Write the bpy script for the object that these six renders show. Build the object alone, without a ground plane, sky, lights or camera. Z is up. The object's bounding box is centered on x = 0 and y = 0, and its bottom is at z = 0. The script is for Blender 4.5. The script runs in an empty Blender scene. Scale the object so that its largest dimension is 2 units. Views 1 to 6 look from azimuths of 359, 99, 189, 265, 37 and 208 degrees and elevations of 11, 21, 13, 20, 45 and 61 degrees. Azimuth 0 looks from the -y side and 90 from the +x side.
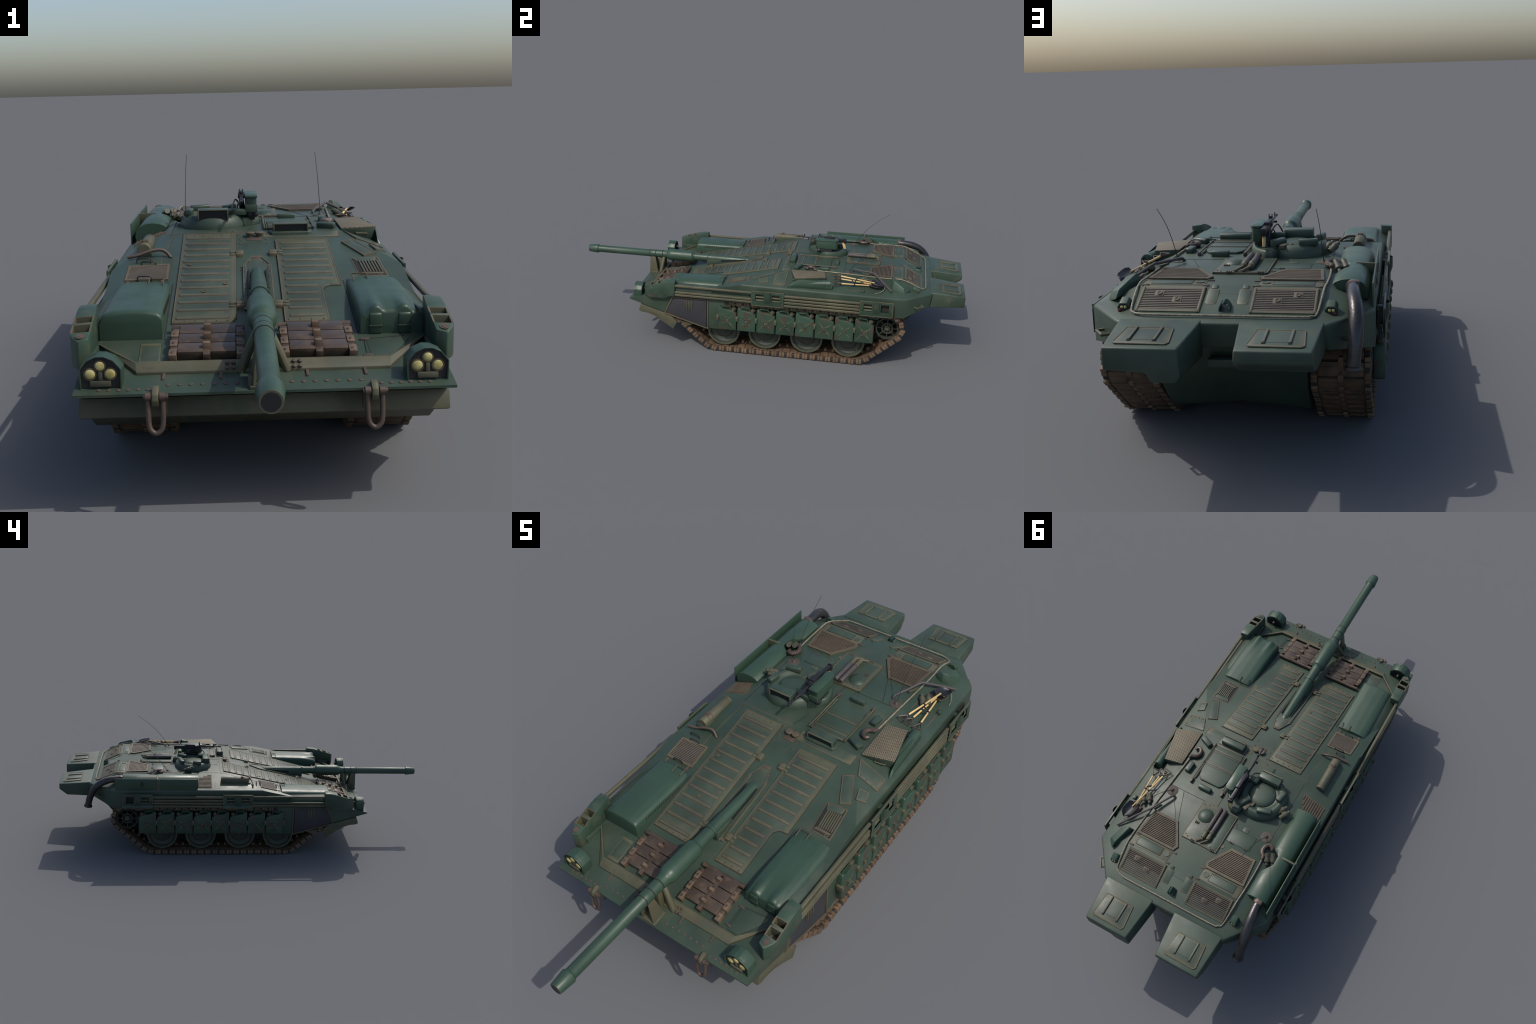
import bpy, bmesh, math, random
from mathutils import Vector, Matrix
R = random.Random(7)
pi = math.pi

# ------------------------------------------------------------------ materials
def nodes_of(name):
    m = bpy.data.materials.new(name); m.use_nodes = True
    nt = m.node_tree; b = nt.nodes["Principled BSDF"]
    return m, nt, b

def N(nt, t, **kw):
    n = nt.nodes.new(t)
    for k, v in kw.items():
        if k in n.inputs: n.inputs[k].default_value = v
        else: setattr(n, k, v)
    return n

def mathn(nt, op, a, b=None, clamp=False):
    n = nt.nodes.new('ShaderNodeMath'); n.operation = op; n.use_clamp = clamp
    for i, v in enumerate((a, b)):
        if v is None: continue
        if hasattr(v, 'links'): nt.links.new(v, n.inputs[i])
        else: n.inputs[i].default_value = v
    return n.outputs[0]

def maprange(nt, v, a, b, c=0.0, d=1.0):
    n = nt.nodes.new('ShaderNodeMapRange'); n.clamp = True
    nt.links.new(v, n.inputs['Value'])
    for k, x in zip(('From Min', 'From Max', 'To Min', 'To Max'), (a, b, c, d)): n.inputs[k].default_value = x
    return n.outputs[0]

def mixc(nt, f, a, b):
    n = nt.nodes.new('ShaderNodeMix'); n.data_type = 'RGBA'
    if hasattr(f, 'links'): nt.links.new(f, n.inputs[0])
    else: n.inputs[0].default_value = f
    for s, v in ((6, a), (7, b)):
        if hasattr(v, 'links'): nt.links.new(v, n.inputs[s])
        else: n.inputs[s].default_value = (*v, 1)
    return n.outputs[2]

def coords(nt, per_object=False):
    tc = nt.nodes.new('ShaderNodeTexCoord')
    v = tc.outputs['Object']
    if per_object:   # shift the pattern from one repeat to the next
        oi = nt.nodes.new('ShaderNodeObjectInfo')
        ad = nt.nodes.new('ShaderNodeVectorMath'); ad.operation = 'MULTIPLY_ADD'
        cb = nt.nodes.new('ShaderNodeCombineXYZ')
        for i in range(3): nt.links.new(oi.outputs['Random'], cb.inputs[i])
        nt.links.new(cb.outputs[0], ad.inputs[0]); ad.inputs[1].default_value = (7.1, 3.3, 5.7)
        nt.links.new(v, ad.inputs[2]); v = ad.outputs[0]
    return tc, v

def noise(nt, v, scale, detail=5, rough=.6):
    n = N(nt, 'ShaderNodeTexNoise', Scale=scale, Detail=detail, Roughness=rough)
    nt.links.new(v, n.inputs['Vector']); return n.outputs['Fac']

KHAKI = (.135, .128, .068)
RUST = (.105, .058, .042)

def paint(name, base, wear=KHAKI, wear_lo=.60, wear_hi=.80, wear_max=.6, wscale=14, edge=0.0, edge_col=None, axes=(0, 1),
          edge_max=.8, chip=None, chip_lo=.64, chip_scale=30, rough=.46, per=False, grime=.25, bump=.06, metallic=0.0):
    """Worn military paint: soft tonal drift, khaki rubbed patches, optional rubbed rim and chips."""
    if base[1] > base[0] and base[1] > base[2]: base = (base[0]*1.12, base[1]*1.02, base[2]*.96)   # keep the greens on the warm side
    m, nt, b = nodes_of(name)
    tc, v = coords(nt, per)
    dark = tuple(c * (1 - grime) for c in base)
    lite = tuple(c * (1 + grime * .7) for c in base)
    n1 = noise(nt, v, 6, 4)
    col = mixc(nt, maprange(nt, n1, .35, .65), dark, lite)
    n2 = noise(nt, v, wscale, 6, .62)
    f = maprange(nt, n2, wear_lo, wear_hi, 0, wear_max)
    if edge > 0:
        sp = nt.nodes.new('ShaderNodeSeparateXYZ'); nt.links.new(tc.outputs['Generated'], sp.inputs[0])
        d = None
        for ax in axes:
            a = mathn(nt, 'ABSOLUTE', mathn(nt, 'SUBTRACT', sp.outputs[ax], .5))
            d = a if d is None else mathn(nt, 'MAXIMUM', d, a)
        n3 = noise(nt, v, 22, 5)
        d = mathn(nt, 'ADD', d, mathn(nt, 'MULTIPLY', mathn(nt, 'SUBTRACT', n3, .5), .16))
        e = maprange(nt, d, .5 - edge, .5, 0, edge_max)
        f = mathn(nt, 'MAXIMUM', f, e)
    col = mixc(nt, f, col, edge_col or wear)
    if chip:
        n4 = noise(nt, v, chip_scale, 4, .55)
        c = maprange(nt, n4, chip_lo, chip_lo + .02)
        col = mixc(nt, c, col, chip)
    nt.links.new(col, b.inputs['Base Color'])
    n5 = noise(nt, v, 240, 3)
    r = maprange(nt, n2, .3, .8, rough - .05, rough + .15)
    nt.links.new(r, b.inputs['Roughness'])
    b.inputs['Metallic'].default_value = metallic
    b.inputs['Specular IOR Level'].default_value = .40
    if bump:
        bp = N(nt, 'ShaderNodeBump', Strength=bump, Distance=.0015)
        nt.links.new(n5, bp.inputs['Height']); nt.links.new(bp.outputs[0], b.inputs['Normal'])
    return m

G = (.028, .050, .036)
M = {}
M['green'] = paint('hull_paint', G, wear=(.078, .074, .044), wear_lo=.52, wear_hi=.80, wear_max=.55, wscale=8, grime=.18)
M['plain'] = paint('smooth_paint', (.025, .054, .037), wear_lo=.72, wear_hi=.92, wear_max=.2, grime=.12, rough=.40, chip=(.016, .020, .024), chip_lo=.735, chip_scale=34)
M['plate'] = paint('plate_paint', (.033, .052, .038), edge=.13, edge_max=.75, edge_col=(.092, .086, .048), wear_max=.4, wear=(.075, .072, .042), wscale=11)
M['boxpaint'] = paint('box_paint', (.031, .054, .039), wear_lo=.50, wear_hi=.78, wear_max=.55, wear=(.080, .082, .048), wscale=16)
M['rim'] = paint('rubbed_panel_paint', (.035, .055, .041), edge=.15, edge_max=.95, wear_max=.4, edge_col=(.105, .092, .050))
M['scope'] = paint('periscope_paint', (.028, .052, .039), wear=(.085, .075, .045), wear_lo=.52, wear_hi=.75, wear_max=.6, wscale=24, rough=.4)
M['khaki'] = paint('rubbed_khaki_paint', (.068, .070, .043), wear=(.036, .060, .042), wear_lo=.48, wear_hi=.72, wear_max=.65, chip=(.062, .044, .032), chip_lo=.68, rough=.55)
M['rib'] = paint('rib_paint', (.072, .070, .043), wear=(.060, .040, .030), wear_lo=.53, wear_hi=.70, wear_max=.7, wscale=45, rough=.5)
M['frame'] = paint('frame_line_paint', (.080, .066, .039), wear=(.070, .044, .031), wear_lo=.5, wear_hi=.75, wear_max=.6, wscale=40, rough=.6)
M['can'] = paint('can_paint', (.024, .053, .036), chip=(.052, .037, .026), chip_lo=.575, chip_scale=30, wear_max=.3, wear=(.06, .068, .04), per=True, rough=.42)
M['canrib'] = paint('can_rib_paint', (.064, .068, .040), wear=(.028, .060, .040), wear_lo=.42, wear_hi=.60, wear_max=.8, wscale=40, chip=(.052, .037, .026), chip_lo=.53, chip_scale=30, per=True, rough=.55)
M['bracket'] = paint('bracket_paint', (.026, .054, .037), edge=.05, edge_max=.5, axes=(1, 2), edge_col=(.09, .09, .05), chip=(.050, .038, .035), chip_lo=.60, chip_scale=36, rough=.34, wear_max=.4)
M['pod'] = paint('pod_paint', (.027, .054, .038), wear=(.088, .080, .048), wear_lo=.50, wear_hi=.72, wear_max=.7, wscale=22, chip=(.06, .042, .036), chip_lo=.66, chip_scale=30, rough=.42)
M['rust'] = paint('rusty_bolt', (.064, .046, .034), wear=(.05, .055, .038), wear_max=.6, rough=.65)
M['disc'] = paint('antenna_disc', (.045, .042, .033), wear=(.075, .050, .038), wear_lo=.48, wear_hi=.58, wear_max=.8, wscale=110, rough=.65)
M['dark'] = paint('recess_shade_black', (.006, .007, .007), wear_max=0, rough=.8)  # near-black colour standing in for the shade inside openings
M['slot'] = paint('dark_line_paint', (.018, .018, .014), wear_max=0, rough=.8)  # dark colour of panel lines, barrel bands and small dark fittings
M['stain'] = paint('brown_outline', (.042, .036, .024), wear=(.060, .050, .030), wear_max=.6, rough=.65)
M['panelgrey'] = paint('side_panel_grey', (.028, .029, .033), wear=(.045, .040, .035), wear_max=.5, rough=.6)
M['track'] = paint('track_steel', (.098, .060, .034), wear=(.042, .029, .021), wear_lo=.45, wear_hi=.65, wear_max=.75, wscale=30, rough=.75, per=True)
M['conn'] = paint('track_connector', (.130, .084, .049), wear=(.066, .042, .028), wear_lo=.45, wear_hi=.7, wear_max=.7, wscale=40, rough=.7, per=True)
M['pad'] = paint('track_rubber', (.020, .019, .019), wear=(.055, .036, .025), wear_max=.5, rough=.8, per=True)
M['spare'] = paint('spare_link_steel', (.060, .043, .031), wear=(.120, .078, .050), wear_lo=.48, wear_hi=.72, wear_max=.8, wscale=30, rough=.34, per=True, metallic=.15)
M['grille'] = paint('grille_slat', (.098, .074, .048), wear=(.060, .050, .036), wear_lo=.5, wear_hi=.7, wear_max=.6, wscale=20, rough=.6)
M['slatdark'] = paint('rear_grille_slat', (.080, .066, .050), wear=(.060, .048, .036), wear_lo=.5, wear_hi=.7, wear_max=.6, wscale=20, rough=.6)
M['grillebed'] = paint('grille_bed', (.022, .016, .012), wear_max=.1, rough=.8)
M['exhaust'] = paint('exhaust_steel', (.062, .058, .059), wear=(.040, .029, .025), wear_lo=.45, wear_hi=.7, wear_max=.8, rough=.28, metallic=.75, bump=.5)
M['iron'] = paint('old_iron', (.080, .056, .043), wear=(.040, .033, .030), wear_max=.7, rough=.45, metallic=.2)
M['gun'] = paint('gunmetal', (.024, .024, .028), wear=(.075, .055, .042), wear_lo=.6, wear_hi=.75, wear_max=.7, wscale=60, rough=.38, metallic=.4)
M['tube'] = paint('grey_tube', (.066, .057, .054), wear_max=.3, rough=.5)
M['wood'] = paint('ash_wood', (.56, .39, .17), wear=(.40, .25, .10), wear_max=.7, wscale=40, rough=.55)
M['cable'] = paint('steel_rope', (.21, .185, .125), wear=(.09, .078, .055), wear_lo=.45, wear_hi=.6, wear_max=.8, wscale=160, rough=.6)
M['olive'] = paint('binocular_olive', (.066, .064, .040), wear=(.025, .032, .025), wear_max=.6, rough=.5)
M['olivedark'] = paint('cap_olive', (.045, .046, .030), wear=(.05, .035, .028), wear_max=.6, rough=.5, per=True)
M['glassy'] = paint('scope_glass', (.012, .014, .016), wear_max=0, rough=.2, bump=0)
M['wheel'] = paint('wheel_paint', (.027, .034, .027), wear=(.045, .042, .030), wear_max=.6, rough=.6)
M['tyre'] = paint('wheel_rim_paint', (.052, .064, .042), wear=(.090, .078, .046), wear_max=.7, rough=.6)
M['bore'] = paint('bore_black', (.012, .012, .013), wear_max=0, rough=.5, bump=0)
M['shadeglass'] = paint('lamp_red', (.16, .016, .016), wear_max=0, rough=.25, bump=0)

def lamp_mat():
    m, nt, b = nodes_of('lamp_lens'); tc, v = coords(nt, True)
    n = noise(nt, v, 60, 2)
    nt.links.new(mixc(nt, maprange(nt, n, .35, .7), (.30, .25, .07), (.52, .47, .20)), b.inputs['Base Color'])
    b.inputs['Roughness'].default_value = .22; b.inputs['Coat Weight'].default_value = .4
    return m
M['lamp'] = lamp_mat()

def mesh_mat():
    """perforated basket lid: staggered dark dots on khaki sheet"""
    m, nt, b = nodes_of('perforated_sheet'); tc, v = coords(nt)
    mp = N(nt, 'ShaderNodeMapping'); mp.inputs['Rotation'].default_value = (0, 0, .78); mp.inputs['Scale'].default_value = (150, 150, 0)
    nt.links.new(v, mp.inputs[0])
    vo = N(nt, 'ShaderNodeTexVoronoi', Scale=1.0, Randomness=.0); nt.links.new(mp.outputs[0], vo.inputs['Vector'])
    hole = maprange(nt, vo.outputs['Distance'], .24, .36)
    n = noise(nt, v, 14, 5)
    sheet = mixc(nt, maprange(nt, n, .4, .65), (.140, .118, .068), (.112, .084, .052))
    nt.links.new(mixc(nt, hole, (.022, .022, .016), sheet), b.inputs['Base Color'])
    b.inputs['Roughness'].default_value = .65
    bp = N(nt, 'ShaderNodeBump', Strength=.4, Distance=.001)
    nt.links.new(hole, bp.inputs['Height']); nt.links.new(bp.outputs[0], b.inputs['Normal'])
    return m
M['mesh'] = mesh_mat()

# ------------------------------------------------------------------ mesh helpers
COL = bpy.context.scene.collection
tank = bpy.data.objects.new('battle_tank', None); COL.objects.link(tank)
tank["label"] = "low turretless green battle tank with long fixed gun"
tank["category"] = "tank"

def obj_from_mesh(name, me, parent=None):
    o = bpy.data.objects.new(name, me); COL.objects.link(o)
    o.parent = parent or tank
    return o

def finish(bm, name, mats, parent=None, bevel=0.0, seg=2, ang=28, smooth=38, only=None, link=True):
    if not isinstance(mats, (list, tuple)): mats = [mats]
    bmesh.ops.remove_doubles(bm, verts=bm.verts, dist=1e-6)
    bmesh.ops.recalc_face_normals(bm, faces=bm.faces)
    if bevel > 0:
        es = [e for e in bm.edges if len(e.link_faces) == 2 and e.calc_face_angle(0) > math.radians(ang) and (only is None or only(e))]
        if es:
            bmesh.ops.bevel(bm, geom=es, offset=bevel, segments=seg, profile=.5, affect='EDGES', clamp_overlap=True)
    me = bpy.data.meshes.new(name); bm.to_mesh(me); bm.free()
    for k in mats: me.materials.append(M[k])
    for p in me.polygons: p.use_smooth = True
    me.set_sharp_from_angle(angle=math.radians(smooth))
    if not link: return me
    return obj_from_mesh(name, me, parent)

def add(bm, vs, fs, mi=0):
    v = [bm.verts.new(p) for p in vs]
    out = []
    for f in fs:
        try:
            q = bm.faces.new([v[i] for i in f]); q.material_index = mi; out.append(q)
        except ValueError: pass
    return v

def add_box(bm, c, s, mi=0, rot=None):
    x, y, z = (k / 2 for k in s)
    P = [Vector(p) for p in ((-x,-y,-z),(x,-y,-z),(x,y,-z),(-x,y,-z),(-x,-y,z),(x,-y,z),(x,y,z),(-x,y,z))]
    if rot is not None: P = [rot @ p for p in P]
    add(bm, [p + Vector(c) for p in P], [(3,2,1,0),(4,5,6,7),(0,1,5,4),(1,2,6,5),(2,3,7,6),(3,0,4,7)], mi)

def add_prism(bm, low, high, mi=0):
    n = len(low)
    add(bm, list(low) + list(high), [tuple(range(n))[::-1], tuple(range(n, 2*n))] + [(i, (i+1) % n, n+(i+1) % n, n+i) for i in range(n)], mi)

def add_lathe(bm, prof, origin, axis, seg=24, mi=0, cap=True):
    """prof: list of (distance along axis, radius)"""
    axis = Vector(axis).normalized(); o = Vector(origin)
    q = axis.to_track_quat('Z', 'Y'); rings = []
    for d, r in prof:
        rings.append([bm.verts.new(o + q @ Vector((r*math.cos(2*pi*k/seg), r*math.sin(2*pi*k/seg), d))) for k in range(seg)])
    for a, b in zip(rings, rings[1:]):
        for k in range(seg):
            f = bm.faces.new((a[k], a[(k+1) % seg], b[(k+1) % seg], b[k])); f.material_index = mi
    if cap:
        for r in (rings[0][::-1], rings[-1]):
            f = bm.faces.new(r); f.material_index = mi

def add_tube(bm, pts, r, seg=10, mi=0, smooth_n=0):
    """round bar swept along points; r may be a list"""
    pts = [Vector(p) for p in pts]
    rr = list(r) if isinstance(r, (list, tuple)) else [r] * len(pts)
    if smooth_n:
        out, ro = [], []
        n = len(pts)
        for i in range(n - 1):
            p0, p1, p2, p3 = pts[max(i-1, 0)], pts[i], pts[i+1], pts[min(i+2, n-1)]
            for k in range(smooth_n):
                t = k / smooth_n
                out.append(.5*((2*p1)+(p2-p0)*t+(2*p0-5*p1+4*p2-p3)*t*t+(3*p1-p0-3*p2+p3)*t**3))
                ro.append(rr[i]*(1-t)+rr[i+1]*t)
        out.append(pts[-1]); ro.append(rr[-1]); pts, rr = out, ro
    rings = []; up = None
    for i, p in enumerate(pts):
        t = (pts[min(i+1, len(pts)-1)] - pts[max(i-1, 0)]).normalized()
        if up is None:
            up = t.orthogonal().normalized()
        up = (up - t * up.dot(t)).normalized(); sd = t.cross(up)
        rings.append([bm.verts.new(p + rr[i]*(math.cos(2*pi*k/seg)*up + math.sin(2*pi*k/seg)*sd)) for k in range(seg)])
    for a, b in zip(rings, rings[1:]):
        for k in range(seg):
            f = bm.faces.new((a[k], a[(k+1) % seg], b[(k+1) % seg], b[k])); f.material_index = mi
    for q in (rings[0][::-1], rings[-1]):
        f = bm.faces.new(q); f.material_index = mi

def B(): return bmesh.new()

def box(name, c, s, mat, bevel=.0015, parent=None, rot=None):
    bm = B(); add_box(bm, c, s, 0, rot); return finish(bm, name, mat, parent, bevel)

def tube(name, pts, r, mat, parent=None, seg=10, smooth_n=0):
    bm = B(); add_tube(bm, pts, r, seg, 0, smooth_n); return finish(bm, name, mat, parent)

def lathe(name, prof, o, ax, mat, parent=None, seg=24, smooth=35):
    bm = B(); add_lathe(bm, prof, o, ax, seg); return finish(bm, name, mat, parent, smooth=smooth)

# ------------------------------------------------------------------ the deck the fittings sit on
ROOF = .4285
SL = .396                                     # fall of the side facet
def glacis(y): return .3125 + .2165 * (y + .396)
def deck(x, y):
    z = min(glacis(y), ROOF, ROOF - .473 * (y - .69))
    if y > -.094: z = min(z, ROOF - (abs(x) - .235) * SL)
    return z

def drape(name, poly, h, mat, parent=None, bevel=.001, sink=.006, base=deck, mi=0):
    """a flat plate of plan outline poly lying on the deck, h thick"""
    bm = B()
    add_prism(bm, [(x, y, base(x, y) - sink) for x, y in poly], [(x, y, base(x, y) + h) for x, y in poly])
    return finish(bm, name, mat, parent, bevel)

def rect(x0, x1, y0, y1): return [(x0, y0), (x1, y0), (x1, y1), (x0, y1)]

def deck_rot(x, y):
    e = .004
    n = Vector((-(deck(x+e, y)-deck(x-e, y))/(2*e), -(deck(x, y+e)-deck(x, y-e))/(2*e), 1)).normalized()
    return n

def seam(name, pts, w=.0022, mat='slot', closed=False, h=.0007, parent=None):
    """a panel line or painted trim strip following plan points on the deck"""
    bm = B(); n = len(pts)
    for i in range(n if closed else n - 1):
        a, b = Vector(pts[i]), Vector(pts[(i+1) % n]); d = (b-a).normalized(); s = Vector((-d.y, d.x)) * w/2
        a2, b2 = a - d*w/2, b + d*w/2
        q = [a2-s, b2-s, b2+s, a2+s]
        hh = h + .00004 * i
        add_prism(bm, [(p.x, p.y, deck(p.x, p.y)-.003) for p in q], [(p.x, p.y, deck(p.x, p.y)+hh) for p in q])
    return finish(bm, name, mat, parent)

def bm_bolt(bm, x, y, r=.004, h=.002, mi=0):
    n = deck_rot(x, y); add_lathe(bm, [(-.002, r), (h*.6, r), (h, r*.6)], (x, y, deck(x, y)), n, 8, mi)

_bolt = None
def bolt(x, y, r=.004, h=.0022, parent=None, mat='rust'):
    global _bolt
    if _bolt is None:
        bm = B(); add_lathe(bm, [(-.5, 1), (.35, 1), (.55, .6)], (0,0,0), (0,0,1), 8); _bolt = finish(bm, 'bolt', 'rust', link=False)
    o = obj_from_mesh('bolt', _bolt, parent)
    o.matrix_local = Matrix.Translation((x, y, deck(x, y))) @ deck_rot(x, y).to_track_quat('Z', 'Y').to_matrix().to_4x4() @ Matrix.Diagonal((r, r, h*1.6, 1))
    return o

def ring(x, y, r=.006, parent=None, z=None):
    n = deck_rot(x, y); bm = B()
    zz = deck(x, y) if z is None else z
    add_lathe(bm, [(-.002, r*1.0), (.002, r), (.002, r*.55), (.0006, r*.5)], (x, y, zz), n, 14)
    return finish(bm, 'lifting_ring', 'frame', parent)

# ------------------------------------------------------------------ hull
def build_hull():
    bm = B()
    H = {}
    def v(k, x, y, z):
        for s in (1, -1): H[k, s] = bm.verts.new((x*s, y, z))
    v('A', .366, -.660, glacis(-.66)); v('a', .366, -.660, .250)
    v('B', .366, -.094, glacis(-.094)); v('C', .366, .705, .376); v('D', .256, .841, .376)
    v('E', .235, (ROOF-.3125)/.2165-.396, ROOF); v('F', .235, .69, ROOF); v('G', .232, .80, .379)
    v('u', .366, -.47, .192); v('w', .366, -.42, .283)
    v('c', .366, .705, .279); v('d', .257, .832, .312); v('e', .240, .72, .279)
    def f(*ks):
        bm.faces.new([H[k] for k in ks])
    def fs(*ks):
        for s in (1, -1): bm.faces.new([H[k, s] for k in ks])
    def across(a, b):
        f((a, 1), (b, 1), (b, -1), (a, -1))
    f(('A',1),('B',1),('E',1),('E',-1),('B',-1),('A',-1))
    across('E', 'F'); across('F', 'G'); across('G', 'D'); across('D', 'd'); across('A', 'a')
    fs('B','C','F','E'); fs('F','C','G'); fs('C','D','G')
    fs('A','a','u','w','B'); fs('B','w','c','C'); fs('C','c','d','D')
    fs('c','d','e'); across('d','e'); f(('w',1),('c',1),('e',1),('e',-1),('c',-1),('w',-1))
    across('a','u'); across('u','w')
    hull = finish(bm, 'hull', 'green', bevel=.0065, seg=3, ang=30, smooth=45,
           only=lambda e: all(v.co.y > -.46 for v in e.verts) and all(v.co.z > .30 for v in e.verts) and not (all(abs(v.co.x) < .24 for v in e.verts) and all(v.co.y < .75 for v in e.verts)))
    # lower tub between the tracks, its rear plate sloping straight down from the rear edge
    bm = B()
    prof = [(-.47,.189,.19),(-.26,.125,.19),(-.16,.064,.19),(.610,.064,.19),(.645,.090,.19),(.745,.222,.20),(.829,.3135,.252),(.70,.300,.2),(-.42,.300,.19)]
    n = len(prof)
    cols = []
    for q in (-1, 0, 1):
        cols.append([bm.verts.new((x*q, y, z + (.018 if q == 0 and .58 < y < .7 else 0))) for y, z, x in prof])
    for a, b in zip(cols, cols[1:]):
        for i in range(n): bm.faces.new((a[i], a[(i+1) % n], b[(i+1) % n], b[i]))
    bm.faces.new(cols[0]); bm.faces.new(cols[2][::-1])
    finish(bm, 'lower_hull', 'green', bevel=.003)
    # lower nose plate lip
    for s in (1, -1):      # upper nose filler between tracks and the skirt
        bm = B()
        poly = [(-.47,.191),(-.431,.272),(-.262,.272),(-.262,.127)]
        add_prism(bm, [(.355*s, y, z+.005) for y, z in poly], [(.3695*s, y, z+.005) for y, z in poly])
        sp = finish(bm, 'side_panel', 'panelgrey', bevel=.0012)
        bm = B()
        po = [(-.476,.187),(-.436,.277),(-.256,.277),(-.256,.1225)]
        for i in range(4):
            a, b = Vector(po[i]), Vector(po[(i+1) % 4]); d = (b-a).normalized()*.003; nrm = Vector((-d.y, d.x)) * 1.0
            q = [a-d-nrm, b+d-nrm, b+d+nrm, a-d+nrm]
            q = [(p.x, p.y+.005) for p in q]
            add_prism(bm, [(.358*s, *p) for p in q], [(.3710*s+.0002*i*s, *p) for p in q])
        finish(bm, 'panel_frame', 'frame', sp, bevel=.0006)
        bm = B()
        for k in range(5):
            add_box(bm, (.3705*s, -.367+.0085*k-.004, .248-.001*k), (.004, .0045, .048))
        finish(bm, 'panel_vent', 'khaki', sp, bevel=.0008)
        box('skirt', (.362*s, -.213, .207), (.012, .085, .155), 'green', .0015)
        # mud flap tooth
        bm = B(); po = [(-.41,.152),(-.385,.138),(-.365,.127),(-.35,.129),(-.33,.142),(-.36,.145)]
        add_prism(bm, [(.335*s, *p) for p in po], [(.358*s, *p) for p in po]); finish(bm, 'idler_guard', 'khaki', bevel=.001)
    # tow pintle shelf between the rear boxes and grab loops on the rear corners
    box('tow_pintle', (.0, .800, .268), (.075, .05, .02), 'green', .002)
    for s in (1, -1):
        bm = B(); p0 = Vector((.312*s, .772, .326)); t = Vector((-.11*s, .136, 0)).normalized(); nn = Vector((.136*s, .11, 0)).normalized()
        add_tube(bm, [p0-nn*.01-t*.022, p0+nn*.018-t*.020, p0+nn*.018+t*.020, p0-nn*.01+t*.022], .005, 4)
        finish(bm, 'grab_loop', 'khaki')
        box('tow_eye', (.352*s, .672, .283), (.016, .028, .012), 'rust', .003)
    return hull
build_hull()

# ------------------------------------------------------------------ nose: blade, bolts, splash board, headlights, shackles
bm = B()
blade = [(-.602,.2272),(-.6145,.191),(-.600,.184),(-.565,.180),(-.530,.168),(-.492,.143),(-.437,.104),(-.416,.143),(-.440,.172),(-.468,.186)]
add_prism(bm, [(-.366, y, z) for y, z in blade], [(.366, y, z) for y, z in blade]); finish(bm, 'dozer_blade', 'khaki', bevel=.0015)
for s in (1, -1):
    for i in range(7):
        bolt(s*(.205+.0187*i), -.645 + .0005*R.uniform(-1, 1), .0045)
        bolt(s*(.053+.0222*i), -.632, .0047)
# splash board
def splash():
    path = [(-.340,-.488),(-.255,-.572),(.255,-.572),(.340,-.488)]
    bm = B(); prev = None; ring_v = []
    for x, y in path:
        s = 1 if x > 0 else -1
        d = deck(x, y)
        k = .012 if abs(x) > .3 else 0
        ox, oy = (s*-.004, -.022) if abs(x) < .3 else (s*-.016-s*0, -.012)
        ring_v.append([bm.verts.new(p) for p in ((x+ox, y+oy, deck(x, y+oy)-.004), (x+ox, y+oy, deck(x, y+oy)+.006), (x, y, d+.014-k*.3), (x, y+.007, d+.014-k*.3), (x, y+.007, d-.006))])
    for a, b in zip(ring_v, ring_v[1:]):
        for i in range(5): bm.faces.new((a[i], a[(i+1) % 5], b[(i+1) % 5], b[i]))
    bm.faces.new(ring_v[0]); bm.faces.new(ring_v[-1][::-1])
    o = finish(bm, 'splash_board', 'khaki', bevel=.0012)
    for x in (-.197, -.085, .085, .199):
        drape('board_bracket', rect(x-.003, x+.003, -.615, -.592), .004, 'rust', o, .0008)
    for s in (1, -1):
        for dx in (.06, .072):
            for dy in (-.592, -.580):
                bm = B(); add_lathe(bm, [(0,.0045),(.003,.0045),(.0045,.0025)], (s*dx, dy, deck(dx,dy)+.0085+(dy+.592)*.35), (0,-.35,1), 8); finish(bm, 'board_bolt', 'rust', o)
splash()
drape('nose_hatch', [(-.252,-.556),(-.208,-.556),(-.212,-.474),(-.254,-.474)], .002, 'rim', bevel=.0008)
drape('nose_hatch', [(.211,-.541),(.215,-.474),(.308,-.466),(.309,-.480),(.257,-.557),(.222,-.557)], .002, 'green', bevel=.0008)
seam('hatch_seam', [(.221,-.541),(.218,-.478),(.300,-.470)], .0014, 'slot', h=.0026)
for x, y in ((.216,-.480),(.214,-.545)): drape('hatch_hinge', rect(x-.010, x+.010, y-.003, y+.003), .0045, 'rust', bevel=.001)

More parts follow.
